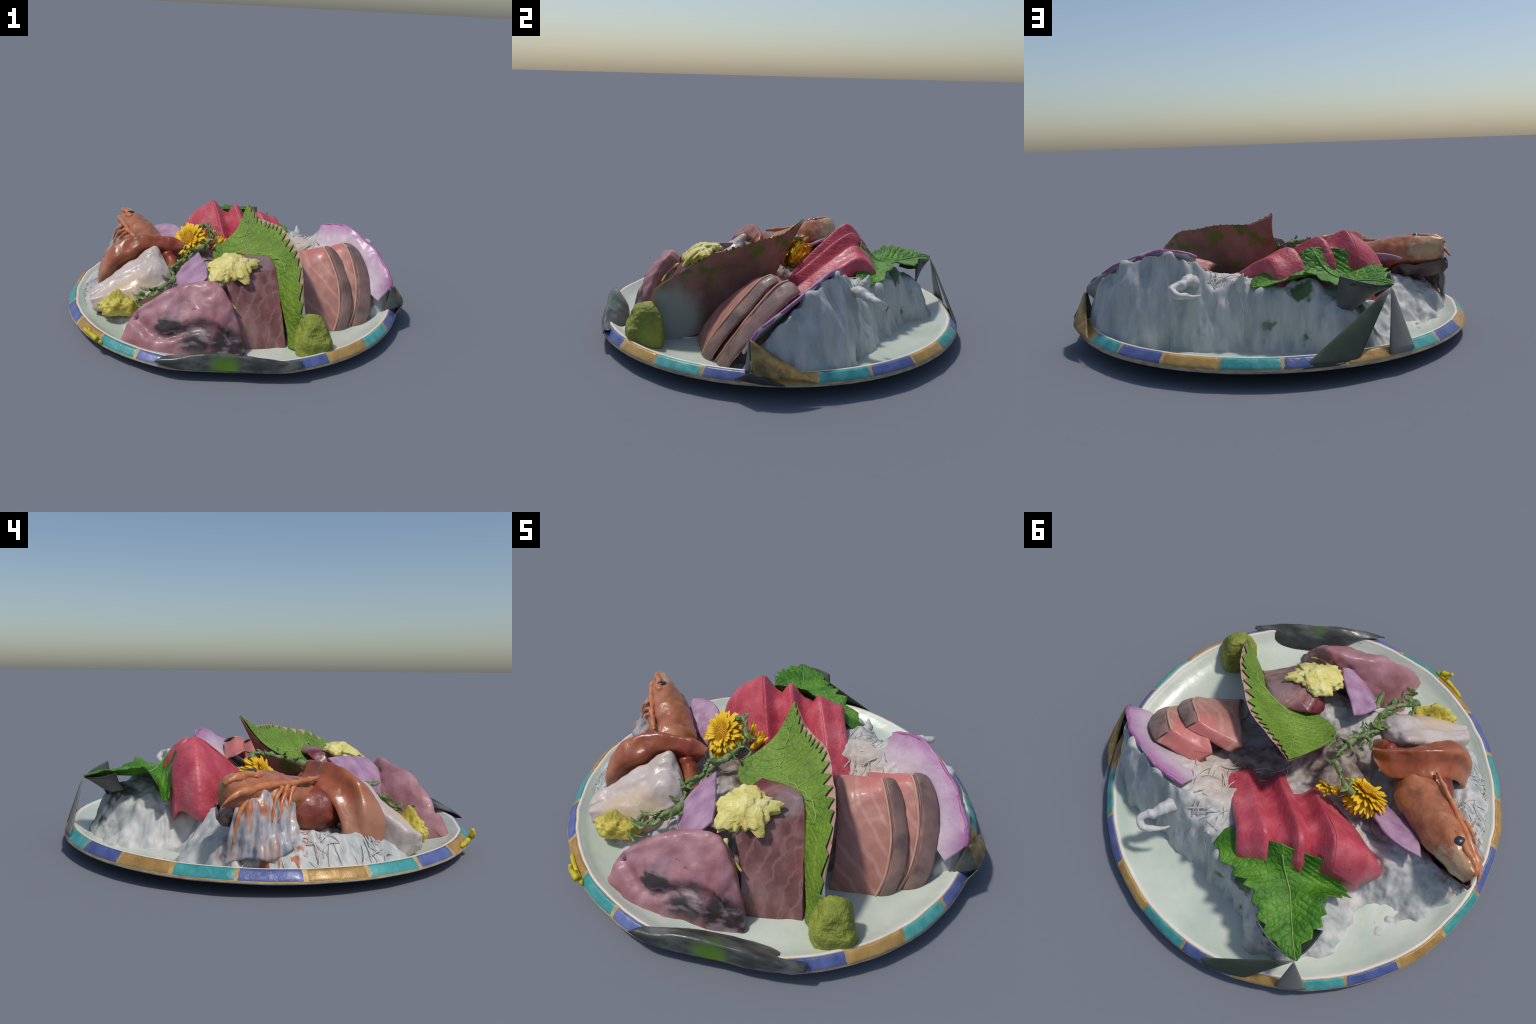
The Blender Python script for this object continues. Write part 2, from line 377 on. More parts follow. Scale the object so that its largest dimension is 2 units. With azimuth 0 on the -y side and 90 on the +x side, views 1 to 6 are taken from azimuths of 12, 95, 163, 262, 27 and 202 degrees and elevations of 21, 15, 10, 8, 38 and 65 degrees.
M["stem"] = simple("scallion_green", (0.05, 0.10, 0.018), (0.33, 0.36, 0.20), 34, 0.35, 60, 0.003, c3=(0.14, 0.24, 0.055), coat=0.2)
M["stem_dull"] = simple("flower_stalk", (0.14, 0.13, 0.07), (0.32, 0.30, 0.19), 24, 0.45, 60, 0.003, c3=(0.16, 0.24, 0.07))
M["petal"] = simple("chrysanthemum_petal", (0.74, 0.40, 0.004), (0.90, 0.63, 0.02), 25, 0.45, 80, 0.001, c3=(0.84, 0.52, 0.008))
M["disc"] = simple("chrysanthemum_centre", (0.58, 0.28, 0.004), (0.82, 0.48, 0.02), 70, 0.55, 90, 0.006)
M["ginger"] = simple("grated_ginger", (0.60, 0.46, 0.10), (0.82, 0.75, 0.33), 12, 0.42, 70, 0.006, c3=(0.74, 0.65, 0.20), coat=0.15)
M["ginger_y"] = simple("yellow_ginger", (0.44, 0.37, 0.025), (0.72, 0.62, 0.16), 12, 0.4, 60, 0.006, c3=(0.60, 0.50, 0.07), coat=0.15)
n = Nodes("wasabi_paste")
f = n.noise(10, 5)
col = n.ramp(f, (0.28, (0.15, 0.18, 0.022)), (0.5, (0.25, 0.285, 0.035)), (0.72, (0.36, 0.40, 0.06)))
M["wasabi"] = n.done(col, 0.5, n.math("ADD", n.noise(26, 5), n.noise(70, 4)), 0.012)
M["yellow"] = simple("yellow_petal_scrap", (0.50, 0.40, 0.01), (0.80, 0.66, 0.03), 20, 0.4)

# radish: pale centre, magenta towards the skin, radial flecks
ARC = A((0.925, -0.03, 0.250), (0.914, 0.003, 0.300), (0.844, 0.099, 0.366), (0.760, 0.182, 0.420), (0.689, 0.239, 0.452), (0.613, 0.289, 0.477), (0.568, 0.310, 0.476), (0.490, 0.330, 0.462), (0.446, 0.333, 0.440))
def circle_centre(P):
    """centre of the best circle through points, in their plane"""
    c = P.mean(0); u, s, vt = np.linalg.svd(P - c); e1, e2 = vt[0], vt[1]
    x, y = (P - c) @ e1, (P - c) @ e2
    k = np.linalg.lstsq(np.stack([x, y, np.ones_like(x)], 1), x * x + y * y, rcond=None)[0]
    return c + e1 * k[0] / 2 + e2 * k[1] / 2, math.sqrt(k[2] + (k[0] ** 2 + k[1] ** 2) / 4)
RC, RR = circle_centre(ARC)
def radishmat(name, centre, radius, pale, mid, rim, lo=0.45, hi=0.97):
    n = Nodes(name); d = n.math("DIVIDE", n.dist(tuple(centre)), radius)
    d = n.math("ADD", d, n.math("MULTIPLY", n.math("SUBTRACT", n.noise(12, 3), 0.5), 0.16))
    col = n.ramp(n.step(d, lo, hi), (0.0, pale), (0.55, mid), (1.0, rim))
    fl = n.math("MULTIPLY", n.step(n.noise(60, 2), 0.62, 0.72), n.step(d, 0.45, 0.75))
    col = n.mix(n.math("MULTIPLY", fl, 0.45), col, tuple(0.75 * c for c in rim))
    return n.done(col, 0.36, n.noise(45, 3), 0.002, coat=0.2)
M["radish"] = radishmat("radish_flesh", RC, RR, (0.62, 0.55, 0.565), (0.56, 0.42, 0.51), (0.41, 0.18, 0.35), 0.58, 1.06)
M["radish_rim"] = simple("radish_skin", (0.33, 0.09, 0.26), (0.44, 0.17, 0.37), 25, 0.35)
M["radish_p"] = simple("radish_mauve", (0.28, 0.14, 0.24), (0.46, 0.29, 0.40), 16, 0.36, 60, 0.002, stretch=(1, 1, 0.3), c3=(0.38, 0.215, 0.33))

# ------------------------------------------------------------------ plate
CX, CY = -0.011, 0.004
CUT_N, CUT_D = A(0.241, -0.971), 0.926      # the front rim is flattened along a straight chord
def trim(p):
    over = np.maximum(p[..., 0] * CUT_N[0] + p[..., 1] * CUT_N[1] - CUT_D, 0)
    p = p.copy(); p[..., :2] -= over[..., None] * CUT_N
    return p
def tilt(az):  # the rim stands slightly higher towards +x +y
    return 0.012 * np.cos(az - math.radians(40))
def ring_point(r, z, az, rise=1.0):
    return trim(np.stack([CX + r * 1.007 * np.cos(az), CY + r * 1.007 * np.sin(az), z + tilt(az) * rise], -1))
SEG = 240
AZ = np.linspace(0, 2 * np.pi, SEG, endpoint=False)
def revolve(name, profile, mat, parent, wob=0.0):
    prof = np.asarray(profile, float)
    rows = []
    for r, z in prof:
        rise = np.clip((r - 0.6) / 0.3, 0, 1) * np.clip((z - 0.0) / 0.08, 0, 1)
        p = ring_point(np.full(SEG, r), np.full(SEG, z), AZ, rise)
        if wob: p = p + (fbm(p * A(1, 1, 0.3), 7, 3, 5) * wob)[:, None] * np.stack([np.cos(AZ), np.sin(AZ), 0.6 * np.ones(SEG)], -1) * np.clip((r - 0.7) / 0.2, 0, 1)
        rows.append(p)
    g = np.stack(rows)
    return make(name, g.reshape(-1, 3), quads(len(prof), SEG, True), mat, parent)
plate = empty("plate", (0, 0, 0), "round pale celadon plate with gold, turquoise and blue rim blocks", "plate")
well_prof = cr(A((0.003, 0.046), (0.35, 0.046), (0.68, 0.047), (0.80, 0.053), (0.865, 0.070), (0.905, 0.094), (0.918, 0.102)), 40)
fix = lambda ob: fix_normals(ob)
w = revolve("well", well_prof, M["well"], plate, 0.004)
lip = revolve("lip", cr(A((0.915, 0.1005), (0.922, 0.1065), (0.928, 0.1075), (0.932, 0.106)), 10), M["lip"], plate, 0.004)
rim = revolve("rim", cr(A((0.931, 0.1065), (0.938, 0.1045), (0.955, 0.090), (0.968, 0.076), (0.973, 0.067), (0.972, 0.063)), 16), M["gold_line"], plate, 0.004)
foot = revolve("edge", cr(A((0.9725, 0.0665), (0.974, 0.061), (0.966, 0.055), (0.945, 0.050)), 10), M["foot"], plate, 0.004)
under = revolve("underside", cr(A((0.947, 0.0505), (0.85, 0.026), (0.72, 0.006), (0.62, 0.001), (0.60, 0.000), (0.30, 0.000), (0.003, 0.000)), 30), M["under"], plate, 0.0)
for o in (w, lip, rim, foot): pass
def rim_panel(k):
    kind = ("gold", "teal", "blue")[k % 3]
    a = np.radians(np.linspace(15 * k + 0.28, 15 * k + 14.72, 22))
    a = a + 0.002 * rng.normal()
    s = A((0.9345, 0.1045), (0.9355, 0.1077), (0.945, 0.1010), (0.955, 0.0923), (0.963, 0.0838), (0.9700, 0.0765), (0.9715, 0.0725))
    g = np.stack([ring_point(np.full(22, r), np.full(22, z), a) for r, z in s])
    base = g.copy()
    g = g + (fbm(g * A(1, 1, 0.3), 7, 3, 5) * 0.004)[..., None] * np.stack([np.cos(a), np.sin(a), 0.6 * np.ones(22)], -1)[None]
    g[:, [0, -1], 2] -= 0.003
    ob = make("rim_panel", g.reshape(-1, 3), quads(len(s), 22), M[kind], plate)
    return ob
for k in range(24):
    if k not in (18, 19): rim_panel(k)

# reflection of another dish on the front rim, modelled as a dark sheet
def reflection_sheet():
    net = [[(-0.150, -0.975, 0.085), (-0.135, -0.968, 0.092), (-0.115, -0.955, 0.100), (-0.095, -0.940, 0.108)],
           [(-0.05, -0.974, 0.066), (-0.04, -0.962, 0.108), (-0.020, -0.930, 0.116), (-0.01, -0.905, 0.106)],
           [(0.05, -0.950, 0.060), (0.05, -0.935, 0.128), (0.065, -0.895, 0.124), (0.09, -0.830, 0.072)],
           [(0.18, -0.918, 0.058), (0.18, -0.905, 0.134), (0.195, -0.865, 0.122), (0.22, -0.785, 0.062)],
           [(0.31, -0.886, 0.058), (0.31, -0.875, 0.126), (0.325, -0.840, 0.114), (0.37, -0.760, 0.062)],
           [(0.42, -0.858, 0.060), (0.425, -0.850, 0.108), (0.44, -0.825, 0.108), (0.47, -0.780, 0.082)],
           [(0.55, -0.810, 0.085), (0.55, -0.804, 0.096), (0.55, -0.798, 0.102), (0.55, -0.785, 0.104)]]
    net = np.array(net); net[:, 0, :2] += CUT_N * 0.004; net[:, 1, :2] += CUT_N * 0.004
    return sheet("rim_reflection", surf(net, 60, 40), 0.006, M["reflection_sheet"], plate, rough=(0.004, 9), seed=4)
n = Nodes("modelled_dark_reflection")
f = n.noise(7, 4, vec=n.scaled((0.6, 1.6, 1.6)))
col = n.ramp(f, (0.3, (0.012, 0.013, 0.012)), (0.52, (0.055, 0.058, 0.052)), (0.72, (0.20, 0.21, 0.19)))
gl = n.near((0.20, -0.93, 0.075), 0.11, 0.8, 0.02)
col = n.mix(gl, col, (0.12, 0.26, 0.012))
M["reflection_sheet"] = n.done(col, 0.25, n.noise(14, 3), 0.004, coat=0.4)
reflection_sheet()
# folded dark-gold corner between the radish and the +x rim
def shard(name, pts, mat, parent, thick=0.004, bulge=0.0, n=14):
    """triangular sheet: apex plus a base edge"""
    a, b, c = (A(*p) for p in pts)
    u = np.linspace(0, 1, n)[:, None, None]; v = np.linspace(0, 1, n)[None, :, None]
    base = b + (c - b) * v
    u = 0.02 + 0.98 * u
    g = a + (base - a) * u
    nn = np.cross(b - a, c - a); nn /= np.linalg.norm(nn)
    g = g + nn * bulge * (np.sin(np.pi * v) * u)
    return sheet(name, g, thick, mat, parent)
n = Nodes("tarnished_gold_fold")
f = n.noise(16, 4)
col = n.ramp(f, (0.35, (0.10, 0.075, 0.03)), (0.52, (0.26, 0.17, 0.05)), (0.7, (0.40, 0.28, 0.10)))
M["fold"] = n.done(col, 0.4, n.noise(30), 0.004)
shard("rim_fold", ((0.934, -0.036, 0.262), (0.995, -0.020, 0.125), (0.945, 0.26, 0.085)), M["fold"], plate, 0.006, 0.03)
shard("rim_fold", ((0.925, -0.040, 0.258), (0.998, -0.025, 0.137), (0.900, -0.060, 0.100)), M["film"], plate, 0.005, -0.01)
shard("rim_fold", ((0.998, -0.025, 0.140), (0.955, -0.10, 0.088), (0.968, 0.12, 0.075)), M["film"], plate, 0.006, 0.01)
# yellow scrap on the left rim
fix_normals(make("petal_scrap", *tube_data(cr(A((-0.50, -0.862, 0.085), (-0.540, -0.848, 0.105), (-0.550, -0.840, 0.130)), 10), np.linspace(0.016, 0.008, 10), 10), M["yellow"], plate))
make("petal_scrap", *tube_data(cr(A((-0.47, -0.868, 0.072), (-0.54, -0.825, 0.078), (-0.63, -0.752, 0.074)), 14), np.array([0.004] + [0.011] * 12 + [0.004]), 8), M["yellow"], plate)

# ------------------------------------------------------------------ daikon bed
RIDGE = [(0.925, 0.03, 0.255), (0.858, 0.115, 0.360), (0.774, 0.200, 0.420), (0.700, 0.257, 0.454), (0.621, 0.307, 0.480), (0.533, 0.345, 0.468), (0.453, 0.353, 0.442), (0.84, 0.085, 0.30), (0.75, 0.165, 0.36), (0.60, 0.27, 0.41), (0.48, 0.31, 0.39),
         (0.38, 0.385, 0.335), (0.30, 0.470, 0.335), (0.20, 0.550, 0.298), (0.10, 0.610, 0.308), (0.03, 0.650, 0.325), (-0.08, 0.690, 0.290), (-0.17, 0.720, 0.280)]
WALL = [(0.895, 0.160, 0.235), (0.81, 0.255, 0.265), (0.705, 0.330, 0.285), (0.605, 0.385, 0.285), (0.51, 0.420, 0.25), (0.42, 0.455, 0.21), (0.335, 0.505, 0.20), (0.235, 0.565, 0.20), (0.155, 0.615, 0.20), (0.08, 0.660, 0.20), (0.005, 0.745, 0.22), (-0.10, 0.795, 0.22), (-0.20, 0.785, 0.19)]
FOOT = [(0.935, 0.10, 0.10), (0.925, 0.22, 0.07), (0.85, 0.33, 0.05), (0.73, 0.395, 0.045), (0.63, 0.445, 0.04), (0.53, 0.495, 0.04), (0.45, 0.530, 0.04), (0.36, 0.550, 0.035), (0.265, 0.595, 0.035), (0.185, 0.640, 0.03), (0.11, 0.685, 0.03), (0.035, 0.745, 0.03), (0.02, 0.80, 0.03), (-0.10, 0.855, 0.035), (-0.25, 0.84, 0.04), (0.30, 0.72, 0.02), (0.50, 0.62, 0.02), (0.62, 0.55, 0.02), (0.12, 0.80, 0.02)]
BACK_LEFT = [(-0.30, 0.63, 0.21), (-0.32, 0.56, 0.21), (-0.29, 0.72, 0.12), (-0.38, 0.63, 0.09), (-0.42, 0.44, 0.075), (-0.44, 0.55, 0.04), (-0.40, 0.70, 0.04), (-0.57, 0.46, 0.04), (-0.60, 0.57, 0.04), (-0.74, 0.46, 0.045), (-0.78, 0.37, 0.07), (-0.52, 0.33, 0.22), (-0.50, 0.25, 0.27)]
LEFT = [(-0.62, 0.25, 0.23), (-0.71, 0.31, 0.17), (-0.78, 0.29, 0.17), (-0.68, 0.10, 0.20), (-0.78, 0.08, 0.17), (-0.86, 0.08, 0.15), (-0.92, 0.12, 0.112), (-0.70, -0.08, 0.15), (-0.80, -0.18, 0.17), (-0.81, -0.06, 0.20), (-0.75, -0.30, 0.17), (-0.88, -0.12, 0.10), (-0.84, -0.36, 0.075), (-0.84, 0.22, 0.15)]
MIDDLE = [(-0.50, 0.02, 0.20), (-0.40, 0.04, 0.17), (-0.36, -0.12, 0.16), (-0.50, -0.30, 0.15), (-0.25, -0.24, 0.28), (-0.17, -0.08, 0.28), (-0.12, -0.20, 0.30), (-0.06, 0.06, 0.22), (-0.28, 0.14, 0.26), (0.10, 0.10, 0.20), (0.27, 0.08, 0.215), (0.36, 0.27, 0.335), (0.42, 0.16, 0.32), (0.10, 0.35, 0.26), (-0.15, 0.35, 0.26), (-0.30, 0.38, 0.24), (0.06, 0.52, 0.28), (-0.10, 0.55, 0.27), (-0.18, 0.62, 0.26), (0.52, 0.10, 0.28), (0.66, 0.10, 0.22), (0.78, 0.03, 0.18)]
FRONT = [(-0.30, -0.46, 0.17), (-0.02, -0.40, 0.26), (-0.02, -0.28, 0.28), (0.20, -0.32, 0.20), (0.34, -0.20, 0.10), (0.42, -0.38, 0.035), (0.52, -0.22, 0.05), (0.62, -0.12, 0.07), (0.80, -0.08, 0.06), (0.70, -0.30, 0.03), (0.50, -0.52, 0.03), (0.20, -0.62, 0.03), (0.0, -0.80, 0.03), (-0.30, -0.64, 0.04), (-0.52, -0.62, 0.03), (-0.70, -0.52, 0.035)]
RIDGE = [tuple(p - A(0, 0, 0.012)) for p in cr(RIDGE[:7], 19)] + RIDGE[7:]
CTRL = np.array(RIDGE + WALL + FOOT + BACK_LEFT + LEFT + MIDDLE + FRONT + [(0.95 * math.cos(t), 0.95 * math.sin(t), 0.03) for t in np.linspace(0, 2 * math.pi, 36, endpoint=False)])
_K = np.linalg.norm(CTRL[:, None, :2] - CTRL[None, :, :2], axis=-1)
_W = np.linalg.solve(_K, CTRL[:, 2])
def bed(x, y):
    """height of the daikon bed, interpolated from the ridge, wall and foot points"""
    q = np.stack([np.ravel(x), np.ravel(y)], -1)
    return (np.linalg.norm(q[:, None] - CTRL[None, :, :2], axis=-1) @ _W).reshape(np.shape(x))
def daikon():
    top = empty("daikon_bed", (0, 0, 0), "heap of white shredded daikon under the sashimi", "garnish")
    N = 300; xs = np.linspace(-0.93, 0.93, N)
    X, Y = np.meshgrid(xs, xs, indexing="ij"); Z = bed(X, Y)
    r0 = np.hypot(X - CX, Y - CY); Z = np.minimum(Z, np.interp(r0, well_prof[:, 0], well_prof[:, 1]) + np.maximum(0.930 - r0, -0.008) * 6.0)
    P = np.stack([X, Y, Z], -1); nrm = grid_normals(P)
    streak = fbm(np.stack([X, Y, Z * 0.15], -1), 16, 3, 3) * 0.018 + fbm(P, 7, 2, 8) * 0.012
    P = P + nrm * streak[..., None]
    r = np.hypot(X - CX, Y - CY)
    floor = np.interp(r, well_prof[:, 0], well_prof[:, 1])
    above = P[..., 2] > floor - 0.002
    P[..., 2] = np.where(above, P[..., 2], np.maximum(P[..., 2], floor - 0.014))
    keep = above.copy()
    for _ in range(2):
        k = keep.copy(); k[1:] |= keep[:-1]; k[:-1] |= keep[1:]; k[:, 1:] |= keep[:, :-1]; k[:, :-1] |= keep[:, 1:]; keep = k
    keep &= r < 0.942
    idx = -np.ones((N, N), int); F = []
    cell = keep[:-1, :-1] & keep[1:, :-1] & keep[1:, 1:] & keep[:-1, 1:]
    use = np.zeros((N, N), bool)
    for a, b in ((slice(None, -1), slice(None, -1)), (slice(1, None), slice(None, -1)), (slice(1, None), slice(1, None)), (slice(None, -1), slice(1, None))): use[a, b] |= cell
    idx[use] = np.arange(use.sum())
    for i, j in zip(*np.nonzero(cell)): F.append((idx[i, j], idx[i + 1, j], idx[i + 1, j + 1], idx[i, j + 1]))
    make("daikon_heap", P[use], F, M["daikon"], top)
    # loose strands lying on the heap
    parts = []
    areas = [((0.36, 0.24), 0.12, 22), ((0.32, 0.42), 0.10, 14), ((-0.83, -0.12), 0.13, 36), ((-0.88, 0.08), 0.10, 26), ((0.20, 0.08), 0.12, 8), ((-0.78, -0.32), 0.09, 20), ((-0.40, 0.02), 0.08, 12)]
    for (cx, cy), sp, cnt in areas:
        for _ in range(cnt):
            p = A(cx, cy) + rng.normal(size=2) * sp * 0.6; d = rng.uniform(0, 2 * np.pi); k = rng.normal() * 9; L = rng.uniform(0.07, 0.17)
            s = np.linspace(0, L, 12); ang = d + k * s
            q = p + np.cumsum(np.stack([np.cos(ang), np.sin(ang)], -1), 0) * (L / 12)
            if np.hypot(q[:, 0] - CX, q[:, 1]).max() > 0.935: continue
            z = np.maximum(bed(q[:, 0], q[:, 1]), 0.055) + 0.003 + 0.005 * np.sin(np.pi * s / L) * rng.uniform(0, 1)
            rad = rng.uniform(0.0016, 0.0034) * np.sin(np.pi * np.linspace(0.08, 0.92, 12)) ** 0.4
            parts.append(tube_data(np.column_stack([q, z]), rad, 6))
    ob = make("daikon_strand", *join_data(parts), M["strand"], top); ob["kind"] = "stuff"
    # curled ribbon sticking out of the back wall
    tube("daikon_curl", [(0.47, 0.40, 0.345), (0.53, 0.46, 0.345), (0.585, 0.505, 0.345), (0.575, 0.545, 0.320), (0.51, 0.525, 0.305), (0.465, 0.495, 0.300)], [0.030, 0.024, 0.018, 0.015, 0.012, 0.004], M["curl"], top, 14, 60)
    tube("daikon_curl", [(0.285, 0.455, 0.30), (0.278, 0.475, 0.345), (0.268, 0.487, 0.375)], [0.026, 0.020, 0.003], M["curl"], top, 8, 14)
daikon()

# ------------------------------------------------------------------ tuna
def tuna(front, rear, w, drop, left, left_drop, seed):
    """slice with a crest running from its low front end up to the back, then folding down"""
    f, r = A(*front), A(*rear)
    rows = []
    path = [(-0.06, -0.03, 0.055), (0.0, 0.0, 0.0), (0.3, 0.0, 0.006), (0.65, 0.0, 0.016), (0.93, 0.0, 0.008), (1.02, 0.02, -0.010), (1.08, 0.06, -0.075), (1.10, 0.085, -0.14)]
    for t, dy, dz in path:
        c = f + (r - f) * t + A(0, dy, dz if t > 0 and t != -0.06 else -abs(dz))
        k = 0.75 if t < 0 else 1.0
        end = 1.0 if t <= 1.0 else 1.0 - (t - 1.0) * 5
        wl = left * (0.55 + 0.45 * min(max(t, 0), 1)) * end; ld = left_drop * (0.5 + 0.5 * min(max(t, 0), 1)) * end
        rows.append([c, c + A(0.018, -0.002, 0.001), c + A(w * 0.5 * k, 0.010, -drop * (0.45 if drop < 0.06 else 0.62)), c + A(w * k, 0.02, -drop), c + A(w * k * 1.02, 0.02, -drop - 0.10),
                     c + A(w * 0.4, 0.0, -drop - 0.15), c + A(-wl * 0.97, -0.01, -ld - 0.11), c + A(-wl, -0.01, -ld), c + A(-wl * 0.62, -0.006, -ld * 0.42), c + A(-0.012, 0, -0.006)])
    ob = loft("tuna_slice", rows, M["tuna"], 90, 90, (0.003, 9), seed)
    return tag(ob, "thick glossy red raw tuna slice", "tuna sashimi")
tuna((0.225, 0.105, 0.262), (0.020, 0.415, 0.462), 0.125, 0.045, 0.050, 0.085, 1)
tuna((0.075, 0.085, 0.275), (-0.132, 0.395, 0.496), 0.135, 0.095, 0.050, 0.090, 2)
tuna((-0.105, 0.105, 0.290), (-0.275, 0.366, 0.514), 0.135, 0.095, 0.215, 0.235, 3)

# ------------------------------------------------------------------ amberjack
def jack(edge, skin, left, seed):
    top = empty("amberjack_slice", (0, 0, 0), "pinkish striped raw amberjack slice with dark skin edge", "fish sashimi")
    e, s, l = cr(edge, 9), cr(skin, 9), cr(left, 9)
    rows = []
    for a, b, c in zip(e, s, l):
        d = b - a
        rows.append([a, a * 0.66 + c * 0.34, a * 0.3 + c * 0.7, c, c + d * 0.5, c + d, b * 0.3 + (c + d) * 0.7, b * 0.8 + (c + d) * 0.2, b, a * 0.5 + b * 0.5])
    ob = loft("flesh", rows, M["jack"], 70, 90, (0.004, 12), seed, top)
    # skin strip laid 2 mm proud along the dark edge
    g = np.stack([cr(e, 50) * (1 - k) + cr(s, 50) * k for k in np.linspace(0.16, 1.0, 12)], 1)
    n = grid_normals(g); ctr = l.mean(0)
    if ((g - ctr) * n).sum() < 0: n = -n
    g = g + n * (0.006 + 0.006 * np.sin(np.pi * np.linspace(0, 1, 12)))[None, :, None]
    sheet("skin", g, 0.008, M["jackskin"], top, rough=(0.004, 14), seed=seed)
    q = cr(e, 40); nn = cr(n[:, 0], 40)
    make("fat_line", *tube_data(q + nn * 0.003, 0.0055, 8), M["fat"], top)
jack([(0.640, -0.300, 0.045), (0.655, -0.245, 0.150), (0.625, -0.150, 0.280), (0.545, -0.045, 0.395), (0.505, 0.010, 0.418)],
     [(0.708, -0.250, 0.045), (0.718, -0.190, 0.150), (0.680, -0.090, 0.270), (0.600, 0.005, 0.375), (0.555, 0.050, 0.395)],
     [(0.45, -0.365, 0.045), (0.445, -0.310, 0.150), (0.405, -0.205, 0.265), (0.345, -0.085, 0.345), (0.29, 0.025, 0.345)], 5)
jack([(0.712, -0.225, 0.045), (0.735, -0.160, 0.150), (0.715, -0.060, 0.290), (0.650, 0.040, 0.405), (0.605, 0.095, 0.425)],
     [(0.800, -0.165, 0.045), (0.818, -0.095, 0.150), (0.785, 0.010, 0.270), (0.715, 0.110, 0.370), (0.665, 0.155, 0.385)],
     [(0.60, -0.270, 0.045), (0.58, -0.190, 0.150), (0.53, -0.080, 0.280), (0.46, 0.030, 0.365), (0.41, 0.11, 0.345)], 6)

# ------------------------------------------------------------------ radish fan
def radish_fan():
    top = empty("radish_slice", (0, 0, 0), "fan of pale pink radish with magenta skin edge", "radish")
    arc = cr(ARC, 9)
    low = A((0.86, -0.080, 0.165), (0.80, -0.04, 0.20), (0.76, 0.03, 0.24), (0.70, 0.075, 0.275), (0.64, 0.115, 0.295), (0.58, 0.15, 0.31), (0.52, 0.17, 0.30), (0.47, 0.18, 0.29), (0.42, 0.205, 0.285))
    net = np.stack([arc, arc * 0.65 + low * 0.35 - A(0.0, 0.005, 0.0), arc * 0.3 + low * 0.7, low], 1)
    g = surf(net, 100, 60)
    if grid_normals(g)[..., 1].mean() > 0: g = g[:, ::-1]
    sheet("radish_flesh", g, 0.016, M["radish"], top, M["daikon"], rough=(0.005, 9), seed=3)
    edge = cr(ARC, 80) + A(-0.002, -0.003, -0.003)
    make("radish_skin", *tube_data(edge + (fbm(edge, 20, 2, 1) * 0.004)[:, None], 0.0085, 10), M["radish_rim"], top)
radish_fan()
tag(sheet("radish_slice", surf([[(-0.157, -0.273, 0.400), (-0.10, -0.37, 0.40), (-0.045, -0.47, 0.392), (-0.020, -0.53, 0.362)],
                                [(-0.20, -0.32, 0.36), (-0.14, -0.40, 0.368), (-0.08, -0.48, 0.36), (-0.045, -0.555, 0.335)],
                                [(-0.24, -0.40, 0.30), (-0.19, -0.46, 0.30), (-0.13, -0.52, 0.30), (-0.07, -0.57, 0.30)],
                                [(-0.25, -0.46, 0.22), (-0.21, -0.51, 0.22), (-0.15, -0.56, 0.22), (-0.08, -0.60, 0.22)]], 40, 40), 0.014, M["radish_p"], None, rough=(0.004, 10)),
    "small mauve radish wedge standing on edge", "radish")
tag(sheet("radish_slice", surf([[(-0.635, 0.265, 0.330), (-0.55, 0.260, 0.355), (-0.47, 0.230, 0.362), (-0.39, 0.16, 0.350)],
                                [(-0.600, 0.175, 0.305), (-0.52, 0.165, 0.315), (-0.44, 0.135, 0.315), (-0.38, 0.09, 0.30)],
                                [(-0.560, 0.085, 0.265), (-0.49, 0.085, 0.265), (-0.42, 0.045, 0.255), (-0.37, 0.01, 0.25)]], 40, 40), 0.014, M["radish_p"], None, rough=(0.004, 10)),
    "mauve radish slice lying beside the shrimp", "radish")

# ------------------------------------------------------------------ front fish
def front_fillet():
    ridge = A((-0.405, -0.765, 0.075), (-0.345, -0.735, 0.205), (-0.22, -0.69, 0.305), (-0.10, -0.63, 0.345), (0.02, -0.605, 0.372), (0.11, -0.635, 0.335), (0.185, -0.675, 0.22), (0.225, -0.705, 0.07))
    front = A((-0.415, -0.785, 0.055), (-0.32, -0.825, 0.055), (-0.20, -0.835, 0.055), (-0.08, -0.820, 0.055), (0.03, -0.803, 0.055), (0.12, -0.785, 0.055), (0.19, -0.755, 0.055), (0.235, -0.730, 0.055))
    rear = A((-0.40, -0.745, 0.055), (-0.37, -0.61, 0.07), (-0.28, -0.53, 0.12), (-0.14, -0.53, 0.22), (0.02, -0.53, 0.25), (0.10, -0.57, 0.22), (0.16, -0.62, 0.14), (0.20, -0.67, 0.055))
    rings = []
    for i in range(8):
        r, f, b = ridge[i], front[i], rear[i]; h = r[2] - 0.055
        m1 = f + A(0, 0.012 if 0 < i < 7 else 0, h * 0.28); m2 = f * 0.55 + r * 0.45 + A(0, -0.005 * h / 0.3, h * 0.17)
        m3 = f * 0.2 + r * 0.8 + A(0, -0.010 * h / 0.3, h * 0.06)
        k1 = r * 0.75 + b * 0.25 + A(0, 0.01, h * 0.05); k2 = r * 0.35 + b * 0.65 + A(0, 0, h * 0.03)
        rings.append([f, m1, m2, m3, r, k1, k2, b, A(b[0], b[1], 0.045), A((b + f)[0] / 2, (b + f)[1] / 2, 0.045), A(f[0], f[1], 0.045)])
    def crease(P):  # fold across the lower front
        zc = 0.165 + 0.035 * np.sin(P[..., 0] * 14 + 1.0)
        g = np.exp(-((P[..., 2] - zc) / 0.028) ** 2) * (P[..., 1] < -0.74)
        return -0.030 * g
    ob = loft("mackerel_fillet", rings, M["mack"], 90, 110, (0.013, 8), 9, None, crease)
    return tag(ob, "folded glossy pink mackerel fillet with dark skin", "fish sashimi")
front_fillet()
